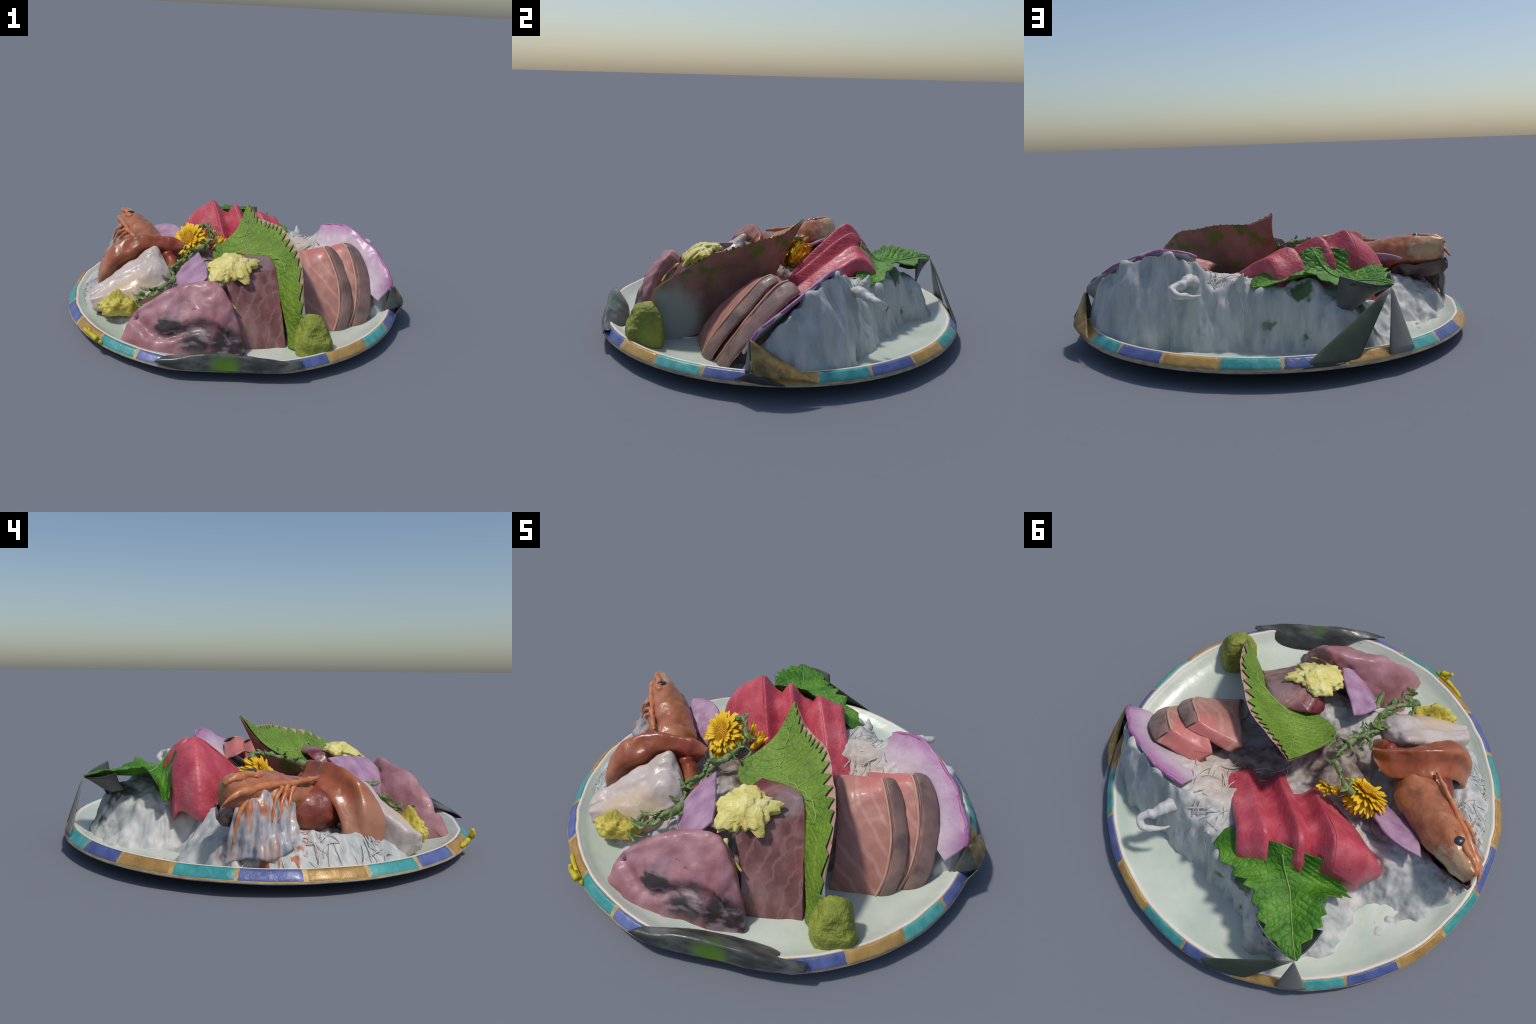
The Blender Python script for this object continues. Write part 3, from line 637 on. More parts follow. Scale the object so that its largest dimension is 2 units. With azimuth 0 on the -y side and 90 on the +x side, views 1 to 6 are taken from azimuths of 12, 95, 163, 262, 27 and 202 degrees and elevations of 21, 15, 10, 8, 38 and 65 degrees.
def block():
    rows = []
    for FL, FR, RR_, RL in ([(0.20, -0.665, 0.045), (0.428, -0.575, 0.045), (0.40, -0.44, 0.045), (0.10, -0.50, 0.045)],
                            [(0.185, -0.650, 0.13), (0.405, -0.530, 0.13), (0.38, -0.40, 0.13), (0.07, -0.46, 0.13)],
                            [(0.130, -0.575, 0.26), (0.350, -0.425, 0.26), (0.33, -0.32, 0.26), (0.03, -0.40, 0.26)],
                            [(0.065, -0.500, 0.360), (0.298, -0.325, 0.362), (0.285, -0.225, 0.35), (-0.01, -0.28, 0.34)],
                            [(0.030, -0.440, 0.405), (0.262, -0.270, 0.418), (0.250, -0.205, 0.405), (0.04, -0.215, 0.398)]):
        c = [A(*FL), A(*FR), A(*RR_), A(*RL)]; ring = []
        for a, b in zip(c, c[1:] + c[:1]): ring += [a * 0.94 + b * 0.06, a * 0.5 + b * 0.5, a * 0.06 + b * 0.94]
        rows.append(ring)
    ob = loft("mackerel_block", rows, M["block"], 70, 90, (0.008, 9), 12)
    tag(ob, "dark pink mackerel block leaning on a leaf", "fish sashimi")
block()
def squid():
    rows = []
    for tb, tf, fb, bb in ([(-0.715, -0.470, 0.160), (-0.705, -0.515, 0.150), (-0.67, -0.560, 0.085), (-0.71, -0.45, 0.07)],
                           [(-0.625, -0.370, 0.245), (-0.600, -0.430, 0.240), (-0.51, -0.555, 0.110), (-0.61, -0.35, 0.10)],
                           [(-0.530, -0.290, 0.315), (-0.500, -0.360, 0.312), (-0.40, -0.510, 0.150), (-0.51, -0.27, 0.16)],
                           [(-0.440, -0.235, 0.372), (-0.412, -0.290, 0.372), (-0.31, -0.430, 0.210), (-0.43, -0.22, 0.20)],
                           [(-0.385, -0.235, 0.330), (-0.355, -0.285, 0.325), (-0.27, -0.370, 0.225), (-0.36, -0.23, 0.20)]):
        tb, tf, fb, bb = A(*tb), A(*tf), A(*fb), A(*bb)
        rows.append([tb, tb * .1 + tf * .9, tf * 0.8 + fb * 0.2 + A(0, 0, .004), tf * .5 + fb * .5 + A(0, -.014, .026), tf * .15 + fb * .85 + A(0, -.006, .022), fb, A(fb[0], fb[1] + .05, 0.05), A(bb[0], bb[1], 0.06), bb])
    ob = loft("squid_slice", rows, M["squid"], 70, 80, (0.010, 10), 15)
    tag(ob, "thick milky white squid slice", "squid sashimi")
squid()

# ------------------------------------------------------------------ pastes
def spiky(P, d):
    a = np.arctan2(d[..., 1], d[..., 0])
    fl = (1 - np.abs(d[..., 2]) ** 2); k = 1 + (0.13 * np.sin(a * 5 + 1.3 + np.sin(a * 2)) + 0.05 * np.sin(a * 17 + 2 * np.sin(a * 3)) + 0.10 * np.sin(a * 3 + 2.2)) * fl
    P = P * k[..., None]
    P[..., 2] += -0.62 * (P[..., 1] < 0) * np.abs(P[..., 1]) - 0.35 * np.clip(-P[..., 0], 0, 1)
    return P
tag(blob("ginger_paste", (0.068, -0.425, 0.418), (0.125, 0.105, 0.034), M["ginger"], 0.45, (0.16, 4), 3, None, 2.2, 60, spiky), "ragged lump of pale yellow grated ginger", "ginger")
tube("ginger_shred", [(0.05, -0.545, 0.315), (0.085, -0.585, 0.292), (0.12, -0.60, 0.275), (0.165, -0.615, 0.245)], [0.012, 0.009, 0.006, 0.004], M["ginger"], bpy.data.objects["ginger_paste"])
def peaky(P, d):
    a = np.exp(-((d[..., 0] + 0.05) ** 2 + d[..., 1] ** 2) / 0.10) * (d[..., 2] > 0)
    P[..., 2] += 0.055 * a
    return P
tag(blob("ginger_paste", (-0.520, -0.555, 0.130), (0.118, 0.055, 0.055), M["ginger_y"], 0.35, (0.20, 3), 8, None, 2.2, 60, peaky), "yellow lump of grated ginger beside the squid", "ginger")
def wasabi():
    rows = []; c = A(0.578, -0.600, 0); rot = 0.45
    for z, r, dx, dy in ((0.045, 0.098, 0, 0), (0.075, 0.108, 0, 0), (0.14, 0.102, -0.004, 0), (0.195, 0.090, -0.008, 0.004), (0.235, 0.072, -0.012, 0.006), (0.258, 0.045, -0.015, 0.008)):
        ring = []
        for t in np.linspace(0, 2 * np.pi, 16, endpoint=False):
            r_ = r * 0.94; k = (abs(math.cos(t)) ** 3.6 + abs(math.sin(t)) ** 3.6) ** (-1 / 3.6)
            x, y = r_ * k * math.cos(t) * 0.92, r_ * k * math.sin(t) * 0.86
            ring.append(c + A(x * math.cos(rot) - y * math.sin(rot) + dx, x * math.sin(rot) + y * math.cos(rot) + dy, z))
        rows.append(ring)
    tag(loft("wasabi", rows, M["wasabi"], 60, 80, (0.011, 14), 21), "rounded lump of green wasabi paste", "wasabi")
wasabi()

# ------------------------------------------------------------------ front shiso leaf
OUT = A((0.490, -0.600, 0.060), (0.518, -0.590, 0.200), (0.500, -0.560, 0.322), (0.450, -0.385, 0.436), (0.410, -0.288, 0.486), (0.351, -0.180, 0.505), (0.285, -0.076, 0.530), (0.231, -0.026, 0.538), (0.179, 0.007, 0.538), (0.118, 0.048, 0.541), (0.061, 0.097, 0.568), (0.022, 0.137, 0.592))
INN = A((0.440, -0.570, 0.050), (0.425, -0.535, 0.120), (0.385, -0.470, 0.200), (0.325, -0.370, 0.300), (0.265, -0.265, 0.385), (0.11, -0.265, 0.365), (0.00, -0.250, 0.335), (-0.085, -0.205, 0.345), (-0.105, -0.135, 0.375), (-0.065, -0.060, 0.402), (-0.010, 0.035, 0.465), (0.018, 0.132, 0.588))
MIDL = A((0.465, -0.585, 0.055), (0.470, -0.560, 0.155), (0.438, -0.512, 0.252), (0.383, -0.375, 0.355), (0.325, -0.275, 0.420), (0.215, -0.205, 0.412), (0.125, -0.160, 0.402), (0.080, -0.120, 0.394), (0.055, -0.078, 0.402), (0.035, -0.025, 0.432), (0.026, 0.060, 0.508), (0.020, 0.135, 0.590))
def serrated(o, i, teeth, depth, nu, nv, both=False, sag=0.0, dirn=1, mid=None):
    """grid between two edges whose outer margin is cut into saw teeth"""
    a, b = cr(o, nu), cr(i, nu)
    u = np.linspace(0, 1, nu); ph = (u * teeth) % 1.0
    saw = np.where(ph < 0.72, 1 - ph / 0.72, (ph - 0.72) / 0.28)
    amp = depth * np.sin(np.pi * np.clip(u, 0.02, 0.99)) ** 0.35 * (0.75 + 0.5 * vnoise(np.stack([u * teeth * 0.7, u * 0, u * 0], -1), 3))
    wdt = np.linalg.norm(a - b, axis=1) + 1e-6
    hi = 1 - amp * saw / np.maximum(wdt, 0.05)
    lo = (amp * saw / np.maximum(wdt, 0.05)) if both else np.zeros(nu)
    v = np.linspace(0, 1, nv)[None] * (hi - lo)[:, None] + lo[:, None]
    w = v[..., None]; g = b[:, None] * (1 - w) + a[:, None] * w
    if mid is not None: g = g + (cr(mid, nu)[:, None] - 0.5 * (a + b)[:, None]) * 4 * w * (1 - w)
    n = grid_normals(g)
    g = g - n * (sag * np.sin(np.pi * v))[..., None] * np.clip(wdt / 0.25, 0, 1)[:, None, None]
    return g
def front_leaf():
    top = empty("shiso_leaf", (0, 0, 0), "upright serrated green shiso leaf with brownish back", "leaf")
    g = serrated(OUT, INN, 21, 0.042, 420, 40, mid=MIDL)
    n = grid_normals(g)
    if (n @ A(-0.6, -0.6, 0.5)).sum() < 0: n = -n
    # quilted blade between side veins
    u = np.linspace(0, 1, 420)[:, None]; v = np.linspace(0, 1, 40)[None]
    g = g + n * (0.005 + 0.0030 * np.abs(np.sin((u * 24 + v * 3.0) * np.pi)) * np.sin(np.pi * np.clip(v, 0, 1)))[..., None]
    sheet("leaf_blade", g, 0.005, M["leaf"], top)
    # brownish back: from the leaf margin down to the bed
    o, i = cr(OUT, 80), cr(INN, 80)
    low = cr(A((0.47, -0.58, 0.045), (0.485, -0.56, 0.045), (0.485, -0.50, 0.045), (0.420, -0.37, 0.06), (0.320, -0.28, 0.09), (0.245, -0.18, 0.12), (0.180, -0.10, 0.15), (0.125, -0.055, 0.20), (0.088, -0.02, 0.25), (0.064, 0.012, 0.33), (0.038, 0.075, 0.47), (0.020, 0.130, 0.575)), 80)
    k = np.linspace(0, 1, 16)[None, :, None]
    face = i[:, None] * (1 - k) + o[:, None] * k
    nn = grid_normals(face)
    if (nn @ A(-0.6, -0.6, 0.5)).sum() < 0: nn = -nn
    face = face + (cr(MIDL, 80)[:, None] - 0.5 * (i + o)[:, None]) * 4 * k * (1 - k) - nn * 0.004
    k = np.linspace(0, 1, 24)[None, :, None]
    back = o[:, None] * (1 - k) + low[:, None] * k
    belly = np.sin(np.pi * np.linspace(0, 1, 24))[None, :, None] * A(-0.035, -0.012, 0.0) * np.sin(np.pi * np.linspace(0, 1, 80))[:, None, None] * (1 - np.linspace(0, 1, 80))[:, None, None]
    back = back + belly
    k = np.linspace(0, 1, 8)[None, :, None]
    close = low[:, None] * (1 - k) + i[:, None] * k
    ring = np.concatenate([face, back[:, 1:], close[:, 1:-1]], 1)
    h, w_ = ring.shape[:2]
    V = ring.reshape(-1, 3); V = V + (fbm(V * A(1, 1, 0.4), 16, 2, 2) * 0.004)[:, None] * A(0.7, 0.5, 0)
    F = quads(h, w_, True) + [tuple(range(w_)), tuple((h - 1) * w_ + j for j in range(w_))]
    mi = [0 if j < 15 else 1 for _ in range(h - 1) for j in range(w_)] + [1, 1]
    ob = fix_normals(make("leaf_underside", V, F, None, top, mats=[M["leafpink"], M["leafback"]], mat_index=mi))
    with_edges(ob, 50)
    # veins on the face
    parts = []
    G = lambda uu, vv: g[int(np.clip(uu, 0, 1) * 419), int(np.clip(vv, 0, 1) * 39)] + n[int(np.clip(uu, 0, 1) * 419), int(np.clip(vv, 0, 1) * 39)] * 0.0035
    mid = [G(0.30 + 0.68 * t, 0.50 + 0.40 * t ** 3) for t in np.linspace(0, 1, 30)]
    parts.append(tube_data(cr(mid, 60), np.linspace(0.0035, 0.0015, 60), 6))
    for s in np.linspace(0.30, 0.88, 9):
        vm = 0.50 + 0.40 * ((s - 0.30) / 0.68) ** 3
        for end in (0.97, 0.06):
            q = [G(s + 0.05 * t, vm + (end - vm) * t) for t in np.linspace(0, 1, 14)]
            parts.append(tube_data(cr(q, 24), np.linspace(0.0020, 0.0009, 24), 5))
    ob = make("leaf_vein", *join_data(parts), M["vein"], top); ob["kind"] = "stuff"
front_leaf()

# ------------------------------------------------------------------ back shiso leaf
def back_leaf():
    top = empty("shiso_leaf", (0, 0, 0), "curled serrated green shiso leaf behind the tuna", "leaf")
    L = A((0.215, 0.42, 0.330), (0.245, 0.47, 0.318), (0.225, 0.540, 0.312), (0.125, 0.615, 0.362), (0.055, 0.642, 0.392), (-0.010, 0.700, 0.360), (-0.055, 0.758, 0.343), (-0.120, 0.822, 0.350), (-0.255, 0.862, 0.342))
    C = A((-0.060, 0.452, 0.462), (-0.075, 0.485, 0.425), (-0.095, 0.520, 0.378), (-0.120, 0.555, 0.345), (-0.150, 0.600, 0.332), (-0.175, 0.660, 0.332), (-0.205, 0.730, 0.340), (-0.235, 0.800, 0.348), (-0.266, 0.862, 0.345))
    R = A((-0.240, 0.450, 0.440), (-0.330, 0.475, 0.315), (-0.405, 0.505, 0.235), (-0.385, 0.540, 0.320), (-0.325, 0.590, 0.388), (-0.330, 0.645, 0.390), (-0.330, 0.705, 0.382), (-0.300, 0.775, 0.375), (-0.275, 0.862, 0.342))
    gl = serrated(L, C, 9, 0.055, 300, 30); gr = serrated(R, C, 9, 0.050, 300, 30)
    g = np.concatenate([gl[:, ::-1], gr[:, 1:]], 1)
    uu = np.linspace(0, 1, 300)[:, None]; vv = np.abs(np.linspace(-1, 1, 59))[None]
    n = grid_normals(g); n = n if n[..., 2].sum() > 0 else -n
    g = g + n * (0.004 * np.abs(np.sin((uu * 14 - vv * 2.2) * np.pi)) * np.sin(np.pi * vv))[..., None]
    sheet("leaf_blade", g, 0.006, M["leaf_dark"], top)
    ob = make("leaf_vein", *tube_data(cr(C[1:], 50) + A(0, 0, 0.006), np.linspace(0.004, 0.002, 50), 6), M["vein"], top); ob["kind"] = "stuff"
    # folded film between leaf tip and the back rim
    tip = (-0.262, 0.866, 0.342)
    n = Nodes("leaf_film"); col = n.ramp(n.dot((1, 0, 0)), (0.0, (0.20, 0.20, 0.17)), (0.02, (0.05, 0.07, 0.04)), (0.5, (0.04, 0.05, 0.04)))
    col = n.mix(n.step(n.dot((1, 0, 0)), -0.24, -0.19), (0.24, 0.23, 0.20), n.mix(n.noise(8, 3), (0.018, 0.028, 0.016), (0.09, 0.12, 0.07)))
    M["leaf_film"] = n.done(col, 0.5, n.noise(20), 0.002)
    shard("leaf_film", (tip, (0.180, 0.965, 0.075), (-0.055, 0.975, 0.070)), M["leaf_film"], top, 0.007, 0.012)
    shard("leaf_film", (tip, (-0.205, 0.955, 0.082), (-0.338, 0.922, 0.085)), M["leaf_film"], top, 0.007, 0.012)
    # grey membrane hanging under the tip
    m = surf([[(-0.255, 0.862, 0.338), (-0.16, 0.835, 0.360), (-0.07, 0.775, 0.385)], [(-0.24, 0.84, 0.325), (-0.15, 0.81, 0.315), (-0.06, 0.765, 0.310)], [(-0.225, 0.78, 0.30), (-0.14, 0.775, 0.24), (-0.06, 0.765, 0.20)]], 24, 24)
    sheet("leaf_film", m, 0.008, M["film"], top)
    m = surf([[(-0.262, 0.862, 0.338), (-0.305, 0.795, 0.343), (-0.335, 0.715, 0.365)], [(-0.25, 0.84, 0.325), (-0.28, 0.78, 0.320), (-0.30, 0.71, 0.325)], [(-0.23, 0.78, 0.28), (-0.25, 0.74, 0.27), (-0.26, 0.69, 0.28)]], 24, 24)
    sheet("leaf_film", m, 0.008, M["film"], top)
back_leaf()

# ------------------------------------------------------------------ shrimp
def shrimp():
    top = empty("shrimp", (0, 0, 0), "raw reddish brown shrimp with head and curled body", "shrimp")
    ax = A((-0.49, -0.13, 0.265), (-0.55, -0.045, 0.285), (-0.625, 0.045, 0.303), (-0.70, 0.130, 0.330), (-0.765, 0.200, 0.343), (-0.815, 0.252, 0.350), (-0.852, 0.290, 0.352))
    hw = [0.080, 0.108, 0.115, 0.100, 0.078, 0.058, 0.032]; hh = [0.070, 0.085, 0.090, 0.086, 0.078, 0.072, 0.062]
    rows = []
    for i, c in enumerate(ax):
        t = ax[min(i + 1, 6)] - ax[max(i - 1, 0)]; t /= np.linalg.norm(t)
        sx = np.cross(t, A(0, 0, 1)); sx /= np.linalg.norm(sx); up = np.cross(sx, t)
        ring = []
        for a in np.linspace(0, 2 * np.pi, 14, endpoint=False):
            x, y = math.cos(a), math.sin(a)
            y = y if y > -0.2 else -0.2 - (abs(y) - 0.2) * 0.75
            k = 1 + 0.10 * max(0, math.sin(a)) ** 4
            ring.append(c + sx * hw[i] * x + up * hh[i] * y * k)
        rows.append(ring)
    loft("head", rows, M["shell"], 80, 72, (0.009, 11), 31, top)
    # pale open underside of the head and the hanging mouth parts
    loft("head_underside", [[c + A(math.cos(a) * w2, math.sin(a) * w2 * 0.8, -0.055 + 0.03 * s) for a, s in zip(np.linspace(0, 2 * np.pi, 8, endpoint=False), (0, 1, 0, -1) * 2)] for c, w2 in ((ax[3] + A(0.04, 0.05, -0.02), 0.05), (ax[4] + A(0.01, 0.03, -0.025), 0.06), (ax[5] + A(0, 0.02, -0.02), 0.045), (ax[6] + A(0, 0.02, 0.0), 0.02))], M["cavity"], 30, 40, (0.012, 18), 33, top)
    eye = blob("eye", (-0.760, 0.176, 0.428), (0.026, 0.023, 0.016), M["eye"], 0.7, (0.03, 6), 2, top, 2, 20)
    blob("eye_socket", (-0.758, 0.177, 0.417), (0.038, 0.032, 0.016), M["orange"], 0.7, (0.15, 5), 5, top, 2, 20)
    tube("rostrum", [(-0.74, 0.13, 0.415), (-0.805, 0.205, 0.424), (-0.852, 0.262, 0.420), (-0.862, 0.290, 0.400)], [0.014, 0.016, 0.015, 0.008], M["orange"], top, 10)
    tube("antenna", [(-0.60, -0.13, 0.380), (-0.665, -0.045, 0.375), (-0.735, 0.05, 0.378), (-0.805, 0.140, 0.378), (-0.875, 0.245, 0.365), (-0.89, 0.30, 0.33)], [0.010, 0.010, 0.013, 0.017, 0.012, 0.006], M["orange"], top, 10)
    # fan of torn orange mouth parts running down to the rim
    fan = surf([[(-0.65, -0.030, 0.360), (-0.685, -0.01, 0.335), (-0.725, 0.000, 0.27), (-0.79, -0.01, 0.18)],
                [(-0.71, 0.030, 0.370), (-0.75, 0.045, 0.335), (-0.805, 0.050, 0.25), (-0.890, 0.06, 0.14)],
                [(-0.77, 0.100, 0.375), (-0.815, 0.110, 0.330), (-0.860, 0.120, 0.25), (-0.930, 0.13, 0.125)],
                [(-0.820, 0.175, 0.365), (-0.855, 0.185, 0.315), (-0.875, 0.195, 0.24), (-0.905, 0.21, 0.13)],
                [(-0.845, 0.240, 0.330), (-0.860, 0.255, 0.290), (-0.865, 0.270, 0.22), (-0.865, 0.29, 0.10)]], 120, 40)
    ridges = np.sin(np.linspace(0, 34, 120))[:, None] * np.linspace(0.3, 1, 40)[None] * 0.008
    sheet("mouth_parts", fan + grid_normals(fan) * ridges[..., None], 0.010, M["mouth"], top, rough=(0.010, 14), seed=6)
    for p, q, r in (((-0.77, 0.06, 0.375), (-0.82, 0.09, 0.335), (-0.86, 0.11, 0.255)), ((-0.70, 0.0, 0.365), (-0.75, 0.02, 0.335), (-0.81, 0.05, 0.245)), ((-0.73, 0.03, 0.37), (-0.79, 0.06, 0.33), (-0.84, 0.08, 0.25)), ((-0.84, 0.20, 0.345), (-0.87, 0.24, 0.28), (-0.885, 0.26, 0.18))):
        tube("leg", [p, q, r], [0.010, 0.008, 0.003], M["orange"], top, 8, 18)
    blob("gut", (-0.590, -0.085, 0.245), (0.120, 0.165, 0.105), M["gut"], 0.2, (0.06, 2), 14, top)
    st = [[(-0.765, -0.290, 0.115), (-0.735, -0.365, 0.105), (-0.71, -0.34, 0.07), (-0.76, -0.23, 0.09)],
          [(-0.752, -0.285, 0.250), (-0.705, -0.375, 0.215), (-0.66, -0.33, 0.12), (-0.745, -0.20, 0.18)],
          [(-0.672, -0.262, 0.372), (-0.625, -0.345, 0.305), (-0.58, -0.29, 0.20), (-0.680, -0.165, 0.285)],
          [(-0.560, -0.205, 0.424), (-0.535, -0.285, 0.350), (-0.50, -0.21, 0.22), (-0.585, -0.105, 0.345)],
          [(-0.455, -0.165, 0.424), (-0.450, -0.225, 0.365), (-0.43, -0.16, 0.24), (-0.480, -0.070, 0.345)],
          [(-0.350, -0.135, 0.416), (-0.360, -0.185, 0.350), (-0.37, -0.15, 0.25), (-0.385, -0.060, 0.320)],
          [(-0.285, -0.135, 0.388), (-0.290, -0.155, 0.360), (-0.31, -0.145, 0.34), (-0.305, -0.110, 0.355)]]
    rows = []
    for s in st:
        t_, f_, b_, r_ = (A(*p) for p in s)
        rows.append([t_, t_ * .55 + f_ * .45 + A(0, -.008, .004), f_, f_ * .5 + b_ * .5, b_, b_ * .5 + r_ * .5, r_, t_ * .5 + r_ * .5 + A(0, -0.012, -0.008)])
    loft("body", rows, M["shrimp"], 90, 64, (0.010, 9), 35, top)
    tube("tail", [(-0.37, -0.18, 0.34), (-0.34, -0.22, 0.28), (-0.315, -0.25, 0.22)], [0.035, 0.040, 0.045], M["shrimp"], top, 14, 20)
shrimp()

# ------------------------------------------------------------------ chrysanthemum
def chrysanthemum():
    top = empty("chrysanthemum", (0, 0, 0), "small yellow chrysanthemum bloom with green stalk", "flower")
    c = Vector((-0.325, 0.055, 0.350)); nrm = Vector((-0.28, -0.74, 0.60)).normalized()
    rot = nrm.to_track_quat("Z", "Y").to_matrix().to_4x4()
    s = np.linspace(0, 1, 10); wd = 0.0095 * np.sin(np.pi * (0.12 + 0.83 * s)) ** 0.6
    g = np.stack([np.stack([s * 0.080, 1.2 * wd * k, 0.010 * s - 0.018 * s ** 2 - 0.003 * (1 - k * k)], -1) for k in (-1, -0.5, 0, 0.5, 1)], 1)
    first = sheet("petal", g, 0.0025, M["petal"], top); me = first.data; bpy.data.objects.remove(first)
    for ring, (cnt, r0, pitch, sc) in enumerate(((26, 0.026, 0.62, 0.72), (28, 0.032, 0.28, 0.95), (28, 0.036, -0.12, 1.05), (26, 0.034, -0.62, 1.1), (22, 0.028, -1.02, 1.1))):
        for i in range(cnt):
            a = 2 * math.pi * (i + 0.5 * (ring % 2)) / cnt + random.gauss(0, 0.05)
            ob = bpy.data.objects.new("petal", me); bpy.context.collection.objects.link(ob); ob.parent = top
            ob.matrix_world = Matrix.Translation(c) @ rot @ Matrix.Rotation(a, 4, "Z") @ Matrix.Translation((r0, 0, -0.006 * ring)) @ Matrix.Rotation(-pitch + random.gauss(0, 0.10), 4, "Y") @ Matrix.Diagonal((sc * random.uniform(0.85, 1.1), random.uniform(0.9, 1.2), 1, 1))
    R = np.array(rot.to_3x3()); parts = []
    th = np.linspace(0, np.pi, 14); ph = np.linspace(0, 2 * np.pi, 28, endpoint=False)
    d = np.stack([np.sin(th)[:, None] * np.cos(ph), np.sin(th)[:, None] * np.sin(ph), np.cos(th)[:, None] * np.ones_like(ph)], -1)
    parts.append(((d * A(0.048, 0.048, 0.014)).reshape(-1, 3) @ R.T + np.array(c) + np.array(nrm) * 0.004, quads(14, 28, True)))
    for i in range(130):
        r = 0.046 * math.sqrt((i + 0.5) / 130); a = i * 2.39996
        p = A(r * math.cos(a), r * math.sin(a), 0.017 - 4.5 * r * r); q = p + A(0.35 * p[0], 0.35 * p[1], 0.009)
        parts.append(tube_data(np.stack([p, q]) @ R.T + np.array(c), A(0.0022, 0.0012), 5))
    ob = make("flower_disc", *join_data(parts), M["disc"], top); ob["kind"] = "stuff"
    back = np.array(c) - np.array(nrm) * 0.02
    blob("calyx", tuple(back + A(0.02, 0.03, 0.0)), (0.05, 0.05, 0.04), M["petal"], 0, (0.2, 6), 3, top)
    tube("stalk", [(-0.272, 0.115, 0.412), (-0.235, 0.095, 0.430), (-0.190, 0.040, 0.425), (-0.150, -0.020, 0.412), (-0.165, -0.110, 0.385), (-0.205, -0.185, 0.362), (-0.245, -0.245, 0.325), (-0.285, -0.300, 0.296)],
         [0.014, 0.011, 0.010, 0.012, 0.013, 0.014, 0.013, 0.010], M["stem_dull"], top, 10, 60)
    # second, half hidden bloom underneath
    for i in range(24):
        a = math.pi * (0.95 + 1.1 * i / 23)
        ob = bpy.data.objects.new("petal", me); bpy.context.collection.objects.link(ob); ob.parent = top
        ob.matrix_world = Matrix.Translation(c + Vector((0.0, -0.035, -0.085))) @ rot @ Matrix.Rotation(a, 4, "Z") @ Matrix.Rotation(0.25 + random.gauss(0, 0.1), 4, "Y") @ Matrix.Diagonal((0.95, 1.2, 1, 1))
    for p, dr in (((-0.19, 0.08, 0.33), (0.0, 0.03, 0.05)), ((-0.165, 0.075, 0.30), (0.03, 0.03, 0.05))):
        for i in range(7):
            ob = bpy.data.objects.new("petal", me); bpy.context.collection.objects.link(ob); ob.parent = top
            q = Vector(dr).to_track_quat("X", "Z").to_matrix().to_4x4()
            ob.matrix_world = Matrix.Translation(Vector(p) + Vector((0.012 * math.cos(i), 0.012 * math.sin(i), 0))) @ Matrix.Rotation(random.gauss(0, 0.4), 4, "Z") @ q @ Matrix.Rotation(i * 0.9, 4, "X") @ Matrix.Diagonal((1.1, 1.1, 1, 1))
chrysanthemum()

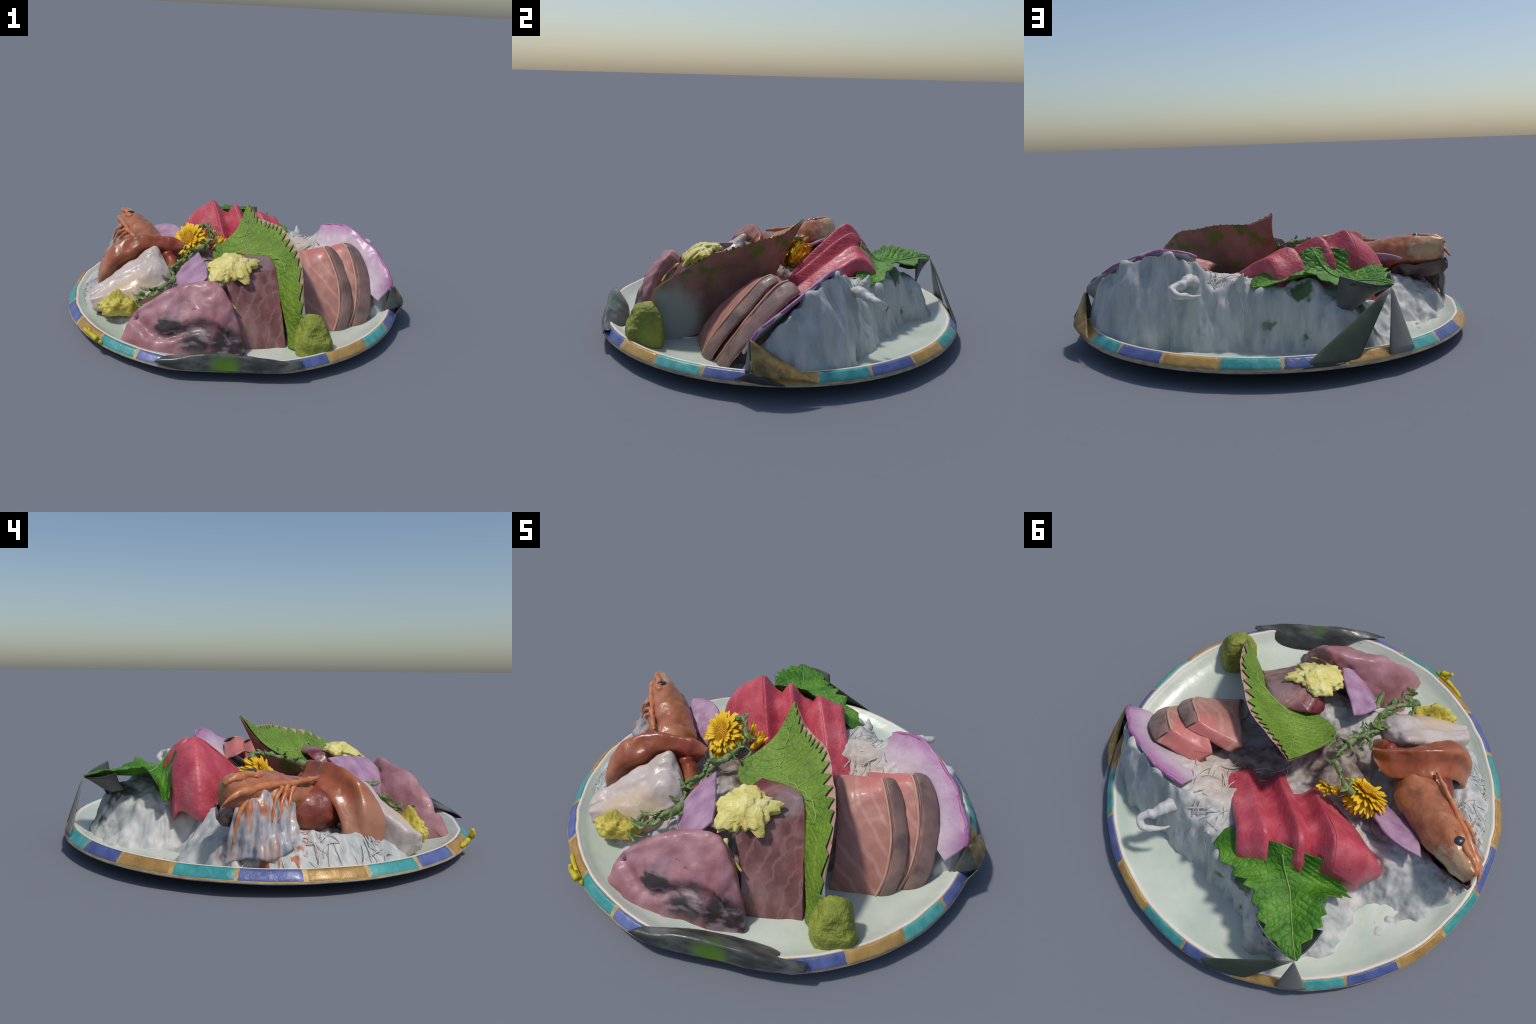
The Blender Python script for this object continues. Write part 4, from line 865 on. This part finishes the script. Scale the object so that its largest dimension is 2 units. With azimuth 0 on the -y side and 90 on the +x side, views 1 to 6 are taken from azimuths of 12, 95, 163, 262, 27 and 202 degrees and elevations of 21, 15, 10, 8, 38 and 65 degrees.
# ------------------------------------------------------------------ chopped scallion
def scallions():
    top = empty("chopped_scallion", (0, 0, 0), "scattered curled bits of chopped green scallion", "scallion")
    me_list = []
    for k in range(6):
        u = np.linspace(-1, 1, 22)[:, None]; a = np.linspace(-1, 1, 12)[None]
        edge = 1 + 0.35 * vnoise(np.stack([u * 3 + 7 * k + 0 * a, a * 0.8 + 3 + 0 * u, 0 * u * a], -1), k)
        half = (0.011 + 0.004 * (k % 3)) * np.clip(1 - np.abs(u) ** 2.4, 0.05, 1) ** 0.6 * edge; turn = 0.9 + 0.5 * (k % 2); tw = (0.9, -0.7, 0.4)[k % 3] * u
        y, z = half * np.sin(a * turn) / turn, half * (np.cos(a * turn) - 0.6)
        g = np.stack([u * (0.036 + 0.006 * (k % 3)) + 0 * a, y * np.cos(tw) - z * np.sin(tw), y * np.sin(tw) + z * np.cos(tw) + 0.010 * u ** 2], -1)
        o = sheet("scallion_bit", g, 0.003, M["stem"], top, rough=(0.004, 50), seed=k); me_list.append(o.data); bpy.data.objects.remove(o)
    spots = [((-0.150, -0.015, 0.425), 0.9, 1.0), ((-0.190, 0.045, 0.432), 2.0, 1.0), ((-0.235, 0.100, 0.436), 1.2, 0.9), ((-0.130, -0.06, 0.405), 0.1, 0.9), ((-0.170, -0.130, 0.392), 2.6, 1.1), ((-0.205, -0.185, 0.380), 0.6, 1.1),
             ((-0.245, -0.225, 0.350), 1.8, 1.0), ((-0.276, -0.292, 0.318), 0.3, 1.2), ((-0.262, -0.345, 0.300), 1.4, 1.0), ((-0.345, -0.370, 0.292), 1.9, 0.9), ((-0.300, -0.40, 0.268), 0.5, 0.9), ((-0.244, -0.462, 0.285), 1.5, 1.1),
             ((-0.280, -0.470, 0.240), 2.4, 0.9), ((-0.363, -0.505, 0.236), 0.4, 1.2), ((-0.395, -0.560, 0.205), 2.9, 1.1), ((-0.375, -0.610, 0.190), 0.2, 1.1), ((-0.320, -0.520, 0.225), 1.0, 1.0), ((-0.415, -0.520, 0.195), 1.7, 0.8), ((-0.215, -0.260, 0.345), 2.2, 0.9),
             ((-0.100, -0.100, 0.385), 1.3, 0.9), ((-0.300, -0.330, 0.290), 2.7, 1.0), ((-0.230, -0.150, 0.360), 0.9, 0.8), ((-0.330, -0.455, 0.225), 0.9, 0.8)]
    extra = []
    for (p, a, s) in spots:
        for _ in range(1):
            extra.append((tuple(np.array(p) + rng.normal(size=3) * A(0.020, 0.020, 0.008) - A(0, 0, 0.004)), rng.uniform(0, 6.28), s * rng.uniform(0.45, 0.85)))
    spots += extra
    for i, (p, a, s) in enumerate(spots):
        ob = bpy.data.objects.new("scallion_bit", me_list[i % 6]); bpy.context.collection.objects.link(ob); ob.parent = top
        ob.matrix_world = Matrix.Translation(p) @ Matrix.Rotation(a, 4, "Z") @ Matrix.Rotation(random.gauss(0, 0.4), 4, "Y") @ Matrix.Rotation(random.gauss(0, 0.6), 4, "X") @ Matrix.Scale(s * 0.95, 4)
    tube("scallion_thread", [(-0.285, -0.300, 0.290), (-0.27, -0.38, 0.265), (-0.29, -0.45, 0.245), (-0.35, -0.51, 0.215), (-0.40, -0.57, 0.185)], [0.010, 0.009, 0.010, 0.010, 0.006], M["stem_dull"], top, 8, 40)
    b = bpy.data.objects.new("scallion_bit", me_list[0]); bpy.context.collection.objects.link(b); b.parent = top
    b.matrix_world = Matrix.Translation((-0.055, -0.735, 0.315)) @ Matrix.Rotation(0.8, 4, "X") @ Matrix.Scale(0.32, 4)
scallions()
